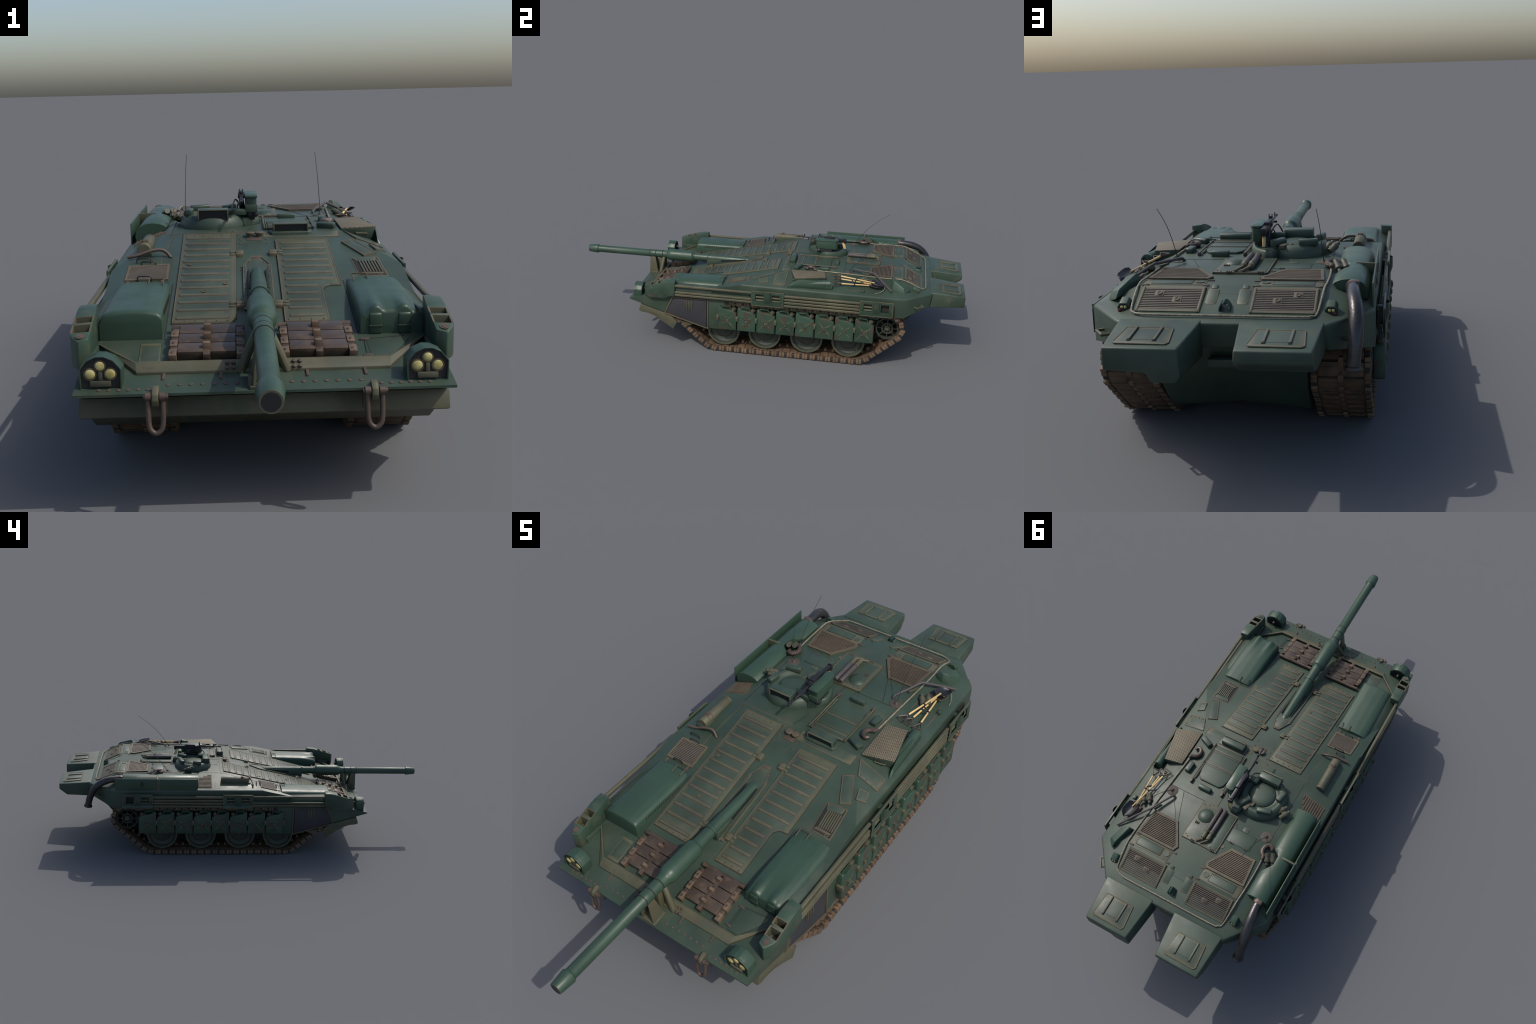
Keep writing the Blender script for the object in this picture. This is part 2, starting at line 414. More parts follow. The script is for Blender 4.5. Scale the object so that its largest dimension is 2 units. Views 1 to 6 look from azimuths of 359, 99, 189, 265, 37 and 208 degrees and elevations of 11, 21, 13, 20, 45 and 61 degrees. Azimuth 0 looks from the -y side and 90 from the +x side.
def headlight(s):
    cx = .314*s; w = .040; y0, y1 = -.636, -.600
    prof = [(-w,0),(w,0),(w+.001,.040),(.026,.058),(.008,.066),(-.008,.066),(-.026,.058),(-w-.001,.040)]
    zb = deck(0, y0) - .002
    bm = B()
    add_prism(bm, [(cx+a, y0, zb+b) for a, b in prof], [(cx+a, y1, zb+b-.001) for a, b in prof])
    o = finish(bm, 'headlight_box', 'plain', bevel=.0025, seg=3, ang=15, smooth=24)
    def plate(k, yy, mat, nm, par, th=.0012):
        bm = B(); P = [(cx+a*k, zb+.003+b*k*.97) for a, b in prof]
        add_prism(bm, [(x, yy, z) for x, z in P], [(x, yy+th, z) for x, z in P]); return finish(bm, nm, mat, par)
    bm = B(); n = len(prof)          # hood rim standing proud of the recessed lamp face
    ro = [(cx+a, zb+b) for a, b in prof]; ri = [(cx+a*.93, zb+.002+b*.94) for a, b in prof]
    yf, yi = y0-.0045, y0+.001
    add(bm, [(x, yi, z) for x, z in ro]+[(x, yf, z) for x, z in ro]+[(x, yf, z) for x, z in ri]+[(x, yi, z) for x, z in ri],
        [(k+a*n, (k+1) % n+a*n, (k+1) % n+(a+1) % 4*n, k+(a+1) % 4*n) for a in range(4) for k in range(n)])
    finish(bm, 'lamp_hood', 'plain', o, bevel=.0006)
    f = plate(.93, y0-.0008, 'bore', 'lamp_face', o)
    plate(.86, y1-.001, 'dark', 'lamp_back', o, .0018)
    for a, b, r in ((0,.047,.0115),(-.0195,.031,.0125),(.0195,.031,.0125)):
        c = (cx+a, y0-.0008, zb+b)
        lathe('lamp_ring', [(0,r),(.002,r),(.002,r*.86),(.0003,r*.84)], c, (0,-1,0), 'frame', f, 20)
        lathe('lamp_lens', [(0,r*.85),(.0015,r*.78),(.0028,r*.6),(.0036,r*.32),(.0038,.0008)], c, (0,-1,0), 'lamp', f, 20, 60)
    box('lamp_step', (cx, y0-.003, zb+.012), (.040, .006, .011), 'olive', .001, f)
    box('lamp_post', (cx, y0-.002, zb+.026), (.008, .003, .018), 'olive', .001, f)
    lathe('lamp_back_hub', [(0,.006),(.012,.005)], (cx, y1, zb+.034), (0,1,0), 'olive', o, 12)
headlight(1); headlight(-1)

def shackle(s):
    x = .208*s
    bm = B(); pr = [(-.665+.000,.262),(-.660,.266),(-.648,.268),(-.648,.240),(-.660,.232),(-.672,.234),(-.676,.246),(-.673,.258)]
    add_prism(bm, [(x-.0065, y, z) for y, z in pr], [(x+.0065, y, z) for y, z in pr])
    o = finish(bm, 'tow_lug', 'khaki', bevel=.002)
    bm = B(); add_tube(bm, [(x-.014,-.666,.250),(x-.014,-.667,.235),(x-.0138,-.671,.205),(x-.0105,-.674,.189),(x,-.6755,.1815),(x+.0105,-.674,.189),(x+.0138,-.671,.205),(x+.014,-.667,.235),(x+.014,-.666,.250)], .0053, 10, 0, 3)
    finish(bm, 'shackle', 'iron', o)
    lathe('shackle_pin', [(-.023,.0045),(-.019,.0045),(-.019,.0085),(-.0085,.0085),(-.0085,.005),(.0085,.005),(.0085,.0085),(.019,.0085),(.019,.0055),(.024,.0055)], (x,-.666,.2515), (1,0,0), 'iron', o, 12)
    for d in (-.018, .018): box('lug_brace', (x+d, -.640, .227), (.004, .02, .036), 'khaki', .001, o)
shackle(1); shackle(-1)

# ------------------------------------------------------------------ corner pods
def pod(s):
    bm = B()
    plan = [(.350,-.420),(.386,-.420),(.388,-.548),(.366,-.580),(.345,-.574),(.345,-.470)]
    def top(y): return .374 if y > -.455 else .374 - (-.455 - y)/.125*.036
    def low(y): return .288 if y > -.46 else .274
    secs = [-.420,-.446,-.470,-.486,-.510,-.516,-.546,-.556,-.572,-.580]
    # outline as prism of plan, top sloped: subdivide along y
    def xr(y):
        ins = .345 if y < -.47 else .345+(y+.47)/.05*.005
        out = .3868 if y > -.548 else .388-(-.548-y)/.032*.022
        ins = ins if y > -.574 else .345+(-.574-y)/.006*.019
        return ins, max(out, ins+.001)
    rows = []
    for y in secs:
        a, b = xr(y); rows.append([bm.verts.new((a*s, y, low(y))), bm.verts.new((b*s, y, low(y)+.004)), bm.verts.new((b*s, y, top(y)-.003)), bm.verts.new((a*s, y, top(y)))])
    for i, (p, q) in enumerate(zip(rows, rows[1:])):
        for k in range(4):
            if k == 2 and secs[i] in (-.486, -.516): continue
            bm.faces.new((p[k], p[(k+1) % 4], q[(k+1) % 4], q[k]))
    bm.faces.new(rows[0]); bm.faces.new(rows[-1][::-1])
    o = finish(bm, 'corner_pod', 'pod', bevel=.002, only=lambda e: len(e.link_faces) == 2)
    # open wells in the top
    for a, b in ((-.486,-.510),(-.516,-.546)):
        bm = B()
        (i0, o0), (i1, o1) = xr(a), xr(b)
        T = [(i0*s, a, top(a)), (o0*s, a, top(a)-.003), (o1*s, b, top(b)-.003), (i1*s, b, top(b))]
        w = .004
        I = [((i0+w)*s, a-w*.6, top(a)-.001), ((o0-w)*s, a-w*.6, top(a)-.003), ((o1-w)*s, b+w*.6, top(b)-.003), ((i1+w)*s, b+w*.6, top(b)-.001)]
        D = [(x, y, z-.040) for x, y, z in I]
        fr = [(k, (k+1) % 4, 4+(k+1) % 4, 4+k) for k in range(4)]
        add(bm, T+I, fr, 0); add(bm, I+D, fr+[(4,5,6,7)], 1)
        me = finish(bm, 'pod_well', ['frame', 'khaki'], o)
    lathe('pod_cap', [(0,.0095),(.002,.0095),(.002,.006),(.003,.0055)], (.363*s,-.562,top(-.562)-.001), (0,-.28,1), 'rust', o, 14)
    box('pod_strut', (.345*s, -.50, .285), (.012, .10, .03), 'green', .002, o)
    return o
pod(1); pod(-1)

# ------------------------------------------------------------------ gun
ZB = .363
def gun():
    prof = [(-1.000,.0155),(-1.001,.0185),(-.9985,.0195),(-.956,.0236),(-.951,.0232),(-.947,.0196),(-.944,.0190),
            (-.660,.0194),(-.658,.0205),(-.640,.0205),(-.628,.0203),(-.6275,.0188),(-.625,.0188),(-.6245,.0203),
            (-.590,.0203),(-.5895,.0190),(-.586,.0190),(-.5855,.0205),(-.572,.0208),(-.566,.0218),(-.562,.0222),(-.557,.0255),(-.545,.0295),(-.538,.0302),
            (-.430,.0302),(-.424,.0296),(-.418,.0255),(-.416,.0232),(-.413,.0232),(-.411,.0212),(-.406,.0206),(-.345,.0200)]
    o = lathe('gun_barrel', [(y, r) for y, r in prof], (0,0,ZB), (0,1,0), 'plain', seg=40, smooth=32)
    lathe('muzzle_rim', [(-1.0014,.0155),(-1.0016,.0186),(-.9995,.0188)], (0,0,ZB), (0,1,0), 'khaki', o, 32)
    lathe('muzzle_plug', [(-1.0019,.001),(-1.0019,.0152),(-.99,.0152)], (0,0,ZB), (0,1,0), 'bore', o, 32)
    for y, r in ((-.6585,.0209),(-.6262,.0206),(-.5877,.0208)): lathe('barrel_band', [(y-.0012,r),(y+.0012,r)], (0,0,ZB), (0,1,0), 'slot', o, 32)
    # rear fairing running into the glacis
    bm = B()
    add_lathe(bm, [(-.348,.0185),(-.348,.0228),(-.342,.0232),(-.338,.0224),(-.336,.0200),(-.12,.0192)], (0,0,ZB), (0,1,0), 30)
    seg = 14; rows = []
    for t in range(9):
        k = t/8; y = -.125 + k*.077
        r = .0192*math.sqrt(max(1-k*k, .004))*1.0
        zc = ZB + (glacis(y)-ZB+.000)*max(0, k-.35)/.65 if k > .35 else ZB
        zc = max(zc, ZB); top = .0192*(1-k)+.006*k
        rows.append([bm.verts.new((r*math.cos(pi*j/seg), y, zc + top*math.sin(pi*j/seg)-.003*k)) for j in range(seg+1)])
    for a, b in zip(rows, rows[1:]):
        for j in range(seg): bm.faces.new((a[j], a[j+1], b[j+1], b[j]))
    fairing = finish(bm, 'gun_fairing', 'plain')
    bm = B()      # cheeks below the fairing
    pr = [(-.342,.330),(-.342,.361),(-.20,.361),(-.16,.366),(-.14,.372),(-.14,.355)]
    add_prism(bm, [(-.0225, y, z) for y, z in pr], [(.0225, y, z) for y, z in pr]); finish(bm, 'gun_cradle', 'green', fairing, bevel=.002)
    bm = B()
    for s in (1, -1):
        add_prism(bm, [(s*.0195, y, z) for y, z in ((-.265,.354),(-.265,.363),(-.13,.378),(-.13,.370))], [(s*.0232, y, z) for y, z in ((-.265,.354),(-.265,.363),(-.13,.378),(-.13,.370))])
    finish(bm, 'cradle_dark_strip', 'dark', fairing)  # dark strips added on the cradle sides in place of open slots
    mp = drape('gun_mount_plate', [(-.012,-.040),(-.034,-.098),(-.036,-.150),(-.036,-.335),(.036,-.335),(.036,-.150),(.034,-.098),(.012,-.040)], .0035, 'plate', bevel=.001)
    for s in (1, -1):
        drape('mount_strip', [(s*.026,-.335),(s*.0365,-.335),(s*.0365,-.098),(s*.030,-.086),(s*.026,-.098)], .0050, 'plate', mp, .001)
        for y in (-.105,-.135,-.165,-.205,-.228,-.268): bolt(s*.031, y, .0028, .0068, mp)
        for y in (-.062,-.076): bolt(s*.019, y, .003, .006, mp)
    seam('mount_outline', [(-.0345,-.333),(-.0345,-.098),(-.011,-.042),(.011,-.042),(.0345,-.098),(.0345,-.333)], .0026, 'frame', False, .0056, mp)
    drape('mount_tip', [(-.010,-.040),(.010,-.040),(.013,-.052),(-.013,-.052)], .006, 'rust', mp, .0015)
    # travel lock
    lk = B()
    for s in (1, -1):
        add_tube(lk, [(s*.047,-.590,.268),(s*.033,-.586,.303),(s*.012,-.580,.350)], [.009,.010,.009], 8)
        add_prism(lk, [(s*.024,-.657,.262),(s*.028,-.610,.272),(s*.020,-.610,.272),(s*.017,-.655,.262)], [(s*.014,-.655,.352),(s*.015,-.628,.352),(s*.009,-.628,.352),(s*.009,-.653,.352)])
    add_box(lk, (0,-.633,.263), (.058,.050,.010), 0, Matrix.Rotation(.21, 3, 'X'))
    add_box(lk, (0,-.596,.31), (.020,.022,.07))
    finish(lk, 'travel_lock', 'khaki', bevel=.0015)
    box('lock_latch', (-.026,-.640,.268), (.012,.02,.026), 'olive', .0015)
gun()

# ------------------------------------------------------------------ ribbed glacis covers
def ribbed(poly, ribs, bolts, rings, name='glacis_cover'):
    o = drape(name, poly, .0045, 'plate', bevel=.0012)
    for x0, x1, y in ribs:
        bm = B(); w = .0050; e = .0045
        S = rect(x0-.002, x1+.002, y-w*1.45, y+w*1.45)
        add_prism(bm, [(a, b, deck(a, b)+e-.002) for a, b in S], [(a, b, deck(a, b)+e+.0005) for a, b in S], 1)
        P = rect(x0, x1, y-w, y+w); Q = rect(x0+.0008, x1-.0008, y-w*.86, y+w*.86)
        add_prism(bm, [(a, b, deck(a, b)+e-.002) for a, b in P], [(a, b, deck(a, b)+e+.0024) for a, b in Q])
        finish(bm, 'cover_rib', ['rib', 'stain'], o, bevel=.0005)
    for x, y in bolts: bolt(x, y, .0034, .0070, o)
    for x, y in rings: ring(x, y, .0062, o, deck(x, y)+.0046)
    xs = [p[0] for p in poly]
    cx = sum(xs)/len(xs); cy = (max(p[1] for p in poly)+min(p[1] for p in poly))/2
    seam('cover_rim', [(x+(.0022 if x < cx else -.0022), y+(.0022 if y < cy else -.0022)) for x, y in poly], .0030, 'frame', True, .0050, o)
    seam('cover_seam', poly, .0022, 'slot', True, .0009, o)
    return o
ribsL = [(-.187, -.069, .0855-.0382*i) for i in range(13)]
cl = ribbed([(-.197,.118),(-.053,.118),(-.053,-.372),(-.066,-.388),(-.066,-.394),(-.196,-.392)], ribsL,
       [(-.190+.0255*i,.108) for i in range(6)]+[(-.190+.0235*i,-.386) for i in range(6)], [(-.170,-.084),(-.129,-.240),(-.078,-.201)])
ribsR = [(.066, .185 if (.0375-.0373*i) > -.205 else .142, .0375-.0373*i) for i in range(12)]
cr = ribbed([(.053,.066),(.053,-.397),(.153,-.397),(.153,-.236),(.160,-.226),(.170,-.218),(.197,-.216),(.196,.067)], ribsR,
       [(.063,-.390),(.088,-.390),(.113,-.390),(.140,-.390)], [])
for s, o in ((-1, cl), (1, cr)):
    for y in (-.0225, -.314):
        h = drape('cover_hinge', rect(s*.033, s*.054, y-.012, y+.012), .010, 'frame', o, .0025)
        drape('hinge_leaf', rect(s*.054, s*.068, y-.011, y-.004), .0082, 'khaki', o, .001)
        drape('hinge_leaf', rect(s*.054, s*.068, y+.003, y+.011), .0082, 'khaki', o, .001)
        drape('hinge_knuckle', rect(s*.0335, s*.0535, y-.0045, y+.0045), .012, 'khaki', o, .002)
for x, y in ((-.040,.083),(-.042,.055),(.030,.082),(.0315,.055),(-.040,-.10),(-.040,-.115)): bolt(x, y, .0034)

# spare track links on the glacis ------------------------------------------------
PITCH = .0385
def link_mesh(name, body_m, conn_m, pad_m, horn=.016, centre=1, split=True):
    """local axes: X across, Y along the track, Z towards the ground (outer side up)"""
    bm = B(); mats = [body_m, conn_m, pad_m]
    for s in (1, -1):
        add_box(bm, (s*.0315, 0, .0005), (.0550, .0370, .019), 0)
        for q, L in (((-.0069, .0122), (.0069, .0122)) if split else ((0, .0265),)): add_box(bm, (s*.0685, PITCH*.5+q, .0015), (.0165, L, .0215), 1)
        add_box(bm, (s*.0670, 0, .0020), (.0155, .0125, .0185), 2)
        if split: add_box(bm, (s*.0670, PITCH*.5, 0), (.015, .004, .017), 2)
        add_box(bm, (s*.0305, s*.004, .0100), (.044, .019, .004), 0)
        add_lathe(bm, [(0,.0045),(.0016,.0040)], (s*.0685,PITCH*.5,-.0090), (0,0,-1), 8, 2)
    add_box(bm, (0, PITCH*.5, .001), (.0145, .024, .021), centre)
    add_box(bm, (0, 0, .0), (.014, .016, .018), 0)
    h = .0075
    add_prism(bm, [(-.009,-.008,-h+.003),(.009,-.008,-h+.003),(.009,.008,-h+.003),(-.009,.008,-h+.003)], [(-.0075,-.005,-h-horn),(.0075,-.005,-h-horn),(.0075,.005,-h-horn),(-.0075,.005,-h-horn)], 1)
    return finish(bm, name, mats, bevel=.0013, seg=2, link=False)
LINK = link_mesh('track_link', 'track', 'conn', 'pad')
M['conn2'] = paint('spare_connector', (.120, .082, .050), wear=(.060, .040, .028), wear_lo=.45, wear_hi=.7, wear_max=.7, wscale=40, rough=.6, per=True)
SPARE = link_mesh('spare_track_link', 'spare', 'conn2', 'spare', .013, 0, False)
for s in (1, -1):
    for i in range(3):
        y = -.4495 - PITCH*i
        cx = .114*s
        n = deck_rot(cx, y); t = Vector((0, -1, -.2165)).normalized(); x = t.cross(-n)
        o = obj_from_mesh('spare_track_link', SPARE)
        o.matrix_local = Matrix.Translation((cx, y, deck(cx, y)+.011)) @ Matrix((x, t, -n)).transposed().to_4x4()
    bm = B(); y = -.4295; add_tube(bm, [(.114*s-.078, y, deck(0,y)+.011),(.114*s+.078, y, deck(0,y)+.011)], .0075, 10); finish(bm, 'link_pin', 'spare')

# ------------------------------------------------------------------ fender bins
def bin_(s, tarp):
    bm = B(); rows = []
    prof = [(.211,-.05),(.211,.347),(.2135,.353),(.221,.3580),(.245,.3625),(.280,.3640),(.312,.3625),(.330,.358),(.339,.351),(.343,.342),(.343,-.05)]
    fine = [prof[0], prof[1]]
    for (xa, za), (xb, zb_) in zip(prof[1:-2], prof[2:-1]):
        m = max(1, round((xb-xa)/.006))
        fine += [(xa+(xb-xa)*t/m, za+(zb_-za)*t/m) for t in range(1, m+1)]
    prof = fine + [prof[-1]]
    ys = [-.454,-.4525,-.448,-.440,-.43,-.415,-.395,-.37,-.33,-.28,-.22,-.193,-.189]
    for i, y in enumerate(ys):
        row = []
        k = {0: .008, 1: .0035, 2: .001}.get(i, 0)
        for j, (x, z) in enumerate(prof):
            if z < 0: z = glacis(y) - .012
            else:
                z = z - k - (0.0 if i < len(ys)-1 else .01)
                if i >= 3: z += .004*(y+.43)/.24
            zz = z
            if tarp and y < -.33 and z > .345:      # canvas sags between two strapped lumps at the front
                q = (-.33 - y)/.124
                zz = z + q**2.5*(.013*math.exp(-((x-.243)/.0125)**4) + .013*math.exp(-((x-.305)/.0125)**4) - .013)
            row.append(bm.verts.new((x*s, y, max(zz, glacis(y)-.012))))
        rows.append(row)
    n = len(prof)
    for a, b in zip(rows, rows[1:]):
        for j in range(n-1): bm.faces.new((a[j], a[j+1], b[j+1], b[j]))
        bm.faces.new((a[n-1], a[0], b[0], b[n-1]))
    bm.faces.new(rows[0]); bm.faces.new(rows[-1][::-1])
    o = finish(bm, 'fender_bin', 'plain', smooth=50)
    if tarp:
        for x in (.243, .305):
            bm = B(); add_prism(bm, [(s*(x-.014), -.4575, .300),(s*(x+.014), -.4575, .300),(s*(x+.013), -.4575, .343),(s*(x-.013), -.4575, .343)], [(s*(x-.014), -.450, .300),(s*(x+.014), -.450, .300),(s*(x+.013), -.445, .352),(s*(x-.013), -.445, .352)])
            finish(bm, 'bin_strap', 'plain', o, bevel=.003)
            box('strap_fold', (s*x, -.4568, .318), (.029, .004, .004), 'green', .001, o)
    else:
        bm = B()
        for i in range(16): add_box(bm, (s*.2106, -.405+.0105*i, .344), (.0012, .004, .012))
        finish(bm, 'bin_vent', 'slot', o)
    # inner side shelf line + rear bail
    seam('bin_seam', [(s*.207,-.456),(s*.207,-.19)], .003, 'slot', parent=o)
    x0, x1 = (.227, .262)
    bm = B(); zt = .366
    add_tube(bm, [(s*x0,-.218,zt-.004),(s*x0,-.215,zt+.004),(s*x0,-.186,zt+.007),(s*x1,-.186,zt+.007),(s*x1,-.215,zt+.004),(s*x1,-.218,zt-.004)], .0018, 6)
    finish(bm, 'bin_bail', 'frame', o)
    return o
bin_(1, True); bin_(-1, False)
for s in (1, -1):      # sloped fender ledge outboard of each bin
    bm = B(); q = [(.335,.300),(.374,.300),(.374,.330),(.368,.337),(.335,.352)]
    add_prism(bm, [(s*x, -.450, z) for x, z in q], [(s*x, -.235, z) for x, z in q]); finish(bm, 'fender_ledge', 'green', bevel=.002)
    box('rail_backing', (s*.3690, -.140, .3085), (.006, .200, .027), 'green', .001)

# ------------------------------------------------------------------ glacis side fittings
def slats(poly, y0, y1, n, h, mat, parent, name, w=.45, inset=.004):
    """bars along x clipped to a convex outline"""
    bm = B(); p = (y1-y0)/n
    for i in range(n):
        y = y0 + p*(i+.5); xs = []
        for k in range(len(poly)):
            (ax, ay), (bx, by) = poly[k], poly[(k+1) % len(poly)]
            if (ay-y)*(by-y) < 0: xs.append(ax+(bx-ax)*(y-ay)/(by-ay))
        if len(xs) < 2: continue
        a, b = min(xs)+inset, max(xs)-inset
        if b-a < .006: continue
        q = rect(a, b, y-p*w*.5, y+p*w*.5)
        add_prism(bm, [(c, d, deck(c, d)-.002) for c, d in q], [(c, d, deck(c, d)+h) for c, d in q])
    o = finish(bm, name, mat, parent); o["kind"] = "stuff"; return o

g = drape('air_intake', [(-.324,-.082),(-.223,-.074),(-.220,-.163),(-.326,-.165)], .0012, 'grillebed', bevel=.0005)
seam('intake_frame', [(-.322,-.0835),(-.2245,-.0765),(-.2225,-.162),(-.3235,-.163)], .006, 'frame', True, .0042, g)
slats([(-.320,-.086),(-.227,-.080),(-.224,-.160),(-.322,-.161)], -.160, -.083, 14, .0040, 'slatdark', g, 'intake_slat', .55, .001)
for x0, x1, y in ((-.307,-.272,-.057),(-.293,-.257,-.078),(-.294,-.260,-.166)):
    z = deck(x0, y)
    tube('grab_handle', [(x0,y,z-.002),(x0,y,z+.010),(x0+.003,y,z+.013),(x1-.003,y,z+.013),(x1,y,z+.010),(x1,y,z-.002)], .0019, 'gun', seg=6)
for x, y in ((-.318,-.178),(-.234,-.172)): drape('intake_latch', rect(x-.004, x+.004, y-.009, y+.009), .003, 'rust', bevel=.001)

g = drape('louvre_panel', [(.240,-.058),(.313,-.053),(.322,-.172),(.249,-.166)], .001, 'frame', bevel=.0006)
drape('louvre_dark_bed', [(.244,-.062),(.3095,-.0575),(.318,-.168),(.2525,-.1625)], .0016, 'slot', g, .0003)  # flat dark plate added under the blades in place of a sunk well
for i in range(7):
    t = i/6; x = .262 + .047*t*.95
    bm = B(); a0 = (x-.004+.0, -.078-.004*t); a1 = (x+.004, -.150-.002)
    q = [(x-.0035,-.082),(x+.0012,-.082),(x+.006,-.148),(x+.0013,-.148)]
    add_prism(bm, [(c, d, deck(c, d)) for c, d in q], [(c, d, deck(c, d)+.0045) for c, d in q]); finish(bm, 'louvre_blade', 'rib', g, bevel=.0008)
drape('louvre_flap', [(.245,-.063),(.306,-.060),(.304,-.078),(.254,-.084)], .003, 'rim', g, .0006)
drape('louvre_flap', [(.253,-.160),(.262,-.148),(.314,-.152),(.310,-.158)], .003, 'frame', g, .0006)
ring(.302, -.162, .006, g)
drape('stowage_plate', [(.231,.046),(.265,.062),(.311,-.035),(.278,-.050)], .0032, 'rim', bevel=.0008)
for q, h in (([(.2325,.0445),(.264,.0595),(.3095,-.0345),(.2785,-.0480)], .0040), ([(.3045,.0270),(.331,.0370),(.3415,-.0005),(.315,-.0105)], .0050), ([(.2485,.1255),(.3435,.1200),(.3455,.0655),(.2755,.0685)], .0040)):
    seam('plate_outline', q, .0032, 'frame', True, h)
drape('stowage_plate', [(.303,.028),(.332,.039),(.343,-.001),(.314,-.012)], .0042, 'rim', bevel=.0008)
g = drape('corner_plate', [(.246,.128),(.345,.122),(.347,.064),(.274,.067)], .0032, 'rim', bevel=.0008)
for x, y in ((.258,.110),(.267,.082),(.281,.074),(.300,.072),(.322,.071),(.338,.074),(.338,.112)): bolt(x, y, .003, .005, g)
ring(.325, .090, .0065, g, deck(.325,.09)+.002)
seam('glacis_seam', [(-.245,-.13),(-.245,-.03),(-.226,.11),(-.235,.1365)], .0018, 'frame')
seam('roof_seam', [(-.235,.1365),(-.02,.1365)], .002, 'frame')
seam('roof_seam', [(.022,.095),(.229,.090),(.235,.135)], .002, 'frame')
seam('roof_seam', [(-.232,.150),(-.232,.50)], .0018, 'slot')
seam('roof_seam', [(-.060,.1365),(.012,.215),(.012,.40)], .002, 'slot') if False else None
seam('roof_seam', [(.019,.13),(.019,.40)], .002, 'slot')
seam('roof_seam', [(-.022,.14),(-.010,.20)], .002, 'slot')
seam('roof_seam', [(.078,.401),(.232,.401)], .0018, 'slot')
seam('roof_seam', [(.168,.405),(.122,.522)], .0015, 'slot')
seam('roof_seam', [(-.07,.72),(.07,.72)], .0012, 'slot')
drape('roof_front_plate', [(.022,.096),(.228,.091),(.232,.128),(.022,.133)], .001, 'rim', bevel=.0005)
for x, y in ((-.060,.142),(-.045,.12)): bolt(x, y, .0034)
drape('knob_base', rect(-.024,.018,.076,.094), .002, 'rust', bevel=.001)
for x in (-.013, .012):
    lathe('roof_knob', [(-.003,.008),(.006,.008),(.008,.0125),(.012,.013),(.0135,.011),(.0135,.001)], (x,.102,deck(x,.102)), (0,0,1), 'frame', seg=16)

# fire extinguisher, pry lever and side grille on the left facet
bm = B(); add_lathe(bm, [(-.014,.0165),(-.012,.018),(.132,.018),(.134,.0165)], (-.293,0,.411), (0,1,0), 20)
fe = finish(bm, 'stowage_tube', 'khaki')
bm = B(); add_box(bm, (-.293,.055,.397), (.040,.15,.016)); finish(bm, 'tube_cradle', 'green', fe, bevel=.002)
for y in (.012,.03,.128): lathe('tube_band', [(-.004,.0188),(.004,.0188)], (-.293,y,.411), (0,1,0), 'frame', fe, 20)
box('band_clip', (-.293,.021,.4305), (.016,.012,.004), 'rust', .001, fe)
tube('pry_lever', [(-.334,-.036,.398),(-.305,-.034,.403),(-.275,-.027,.412),(-.250,-.020,.4135),(-.235,-.020,.407),(-.222,-.026,.393)], .0045, 'iron', smooth_n=4)
seam('tube_bay', [(-.236,.135),(-.350,.070),(-.350,.165),(-.300,.165)], .0016, 'frame')
sg = [(-.247,.184),(-.276,.254),(-.345,.257),(-.347,.184)]
g = drape('side_grille', sg, .0015, 'frame', bevel=.0006)
bm = B()
for i in range(10):
    x = -.341 + .0095*i; y0 = .188; y1 = .2535 if x < -.276 else .2535 - (x+.276)/.029*.066
    if y1-y0 < .01: continue
    q = rect(x-.0028, x+.0028, y0, y1); add_prism(bm, [(c, d, deck(c, d)) for c, d in q], [(c, d, deck(c, d)+.004) for c, d in q])
o = finish(bm, 'side_grille_slat', 'grille', g); o["kind"] = "stuff"

# ------------------------------------------------------------------ roof: driver hatch
def driver_hatch():
    bm = B(); P = [(.038,.160),(.157,.160),(.158,.285),(.152,.314),(.139,.328),(.056,.328),(.043,.314),(.037,.285)]
    add_prism(bm, [(x, y, ROOF-.003) for x, y in P], [(x, y, ROOF+.007) for x, y in P])
    o = finish(bm, 'driver_hatch', 'green', bevel=.003, seg=3)
    for y, w in ((.160,.008),(.182,.008),(.194,.003),(.248,.008),(.259,.003)):
        box('hatch_strip', (.098, y, ROOF+.0060), (.121, w, .005), 'rib', .001, o)
    for x, d in ((.166,-1),(.028,1)):
        tube('hatch_rail', [(x,.157,ROOF+.006),(x-.001*d,.352,ROOF+.008)], .0028, 'khaki', o, 8)
        tube('hatch_rail', [(x+.007*d,.160,ROOF+.004),(x+.006*d,.330,ROOF+.005)], .002, 'khaki', o, 8)
        box('rail_stop', (x, .348, ROOF+.006), (.008,.020,.012), 'iron', .002, o)
        box('rail_foot', (x+.003*d, .166, ROOF+.002), (.010,.010,.008), 'slot', .001, o)
        box('rail_foot', (x+.003*d, .25, ROOF+.002), (.008,.006,.008), 'slot', .001, o)
    # base and main periscope
    bm = B(); P = [(.038,.118),(.046,.107),(.150,.107),(.160,.118),(.160,.150),(.038,.150)]
    add_prism(bm, [(x, y, .415) for x, y in P], [(x, y, .4315) for x, y in P]); b = finish(bm, 'periscope_base', 'green', o, bevel=.003)
    periscope((.099,.132), (.097,.030), 0, .4315, .0225, b, True)
    periscope((.100,.357), (.052,.019), 0, ROOF, .019, o)
    periscope((.203,.302), (.020,.046), -.06, ROOF, .017, o)
    periscope((.203,.170), (.050,.024), -.42, ROOF, .018, o)
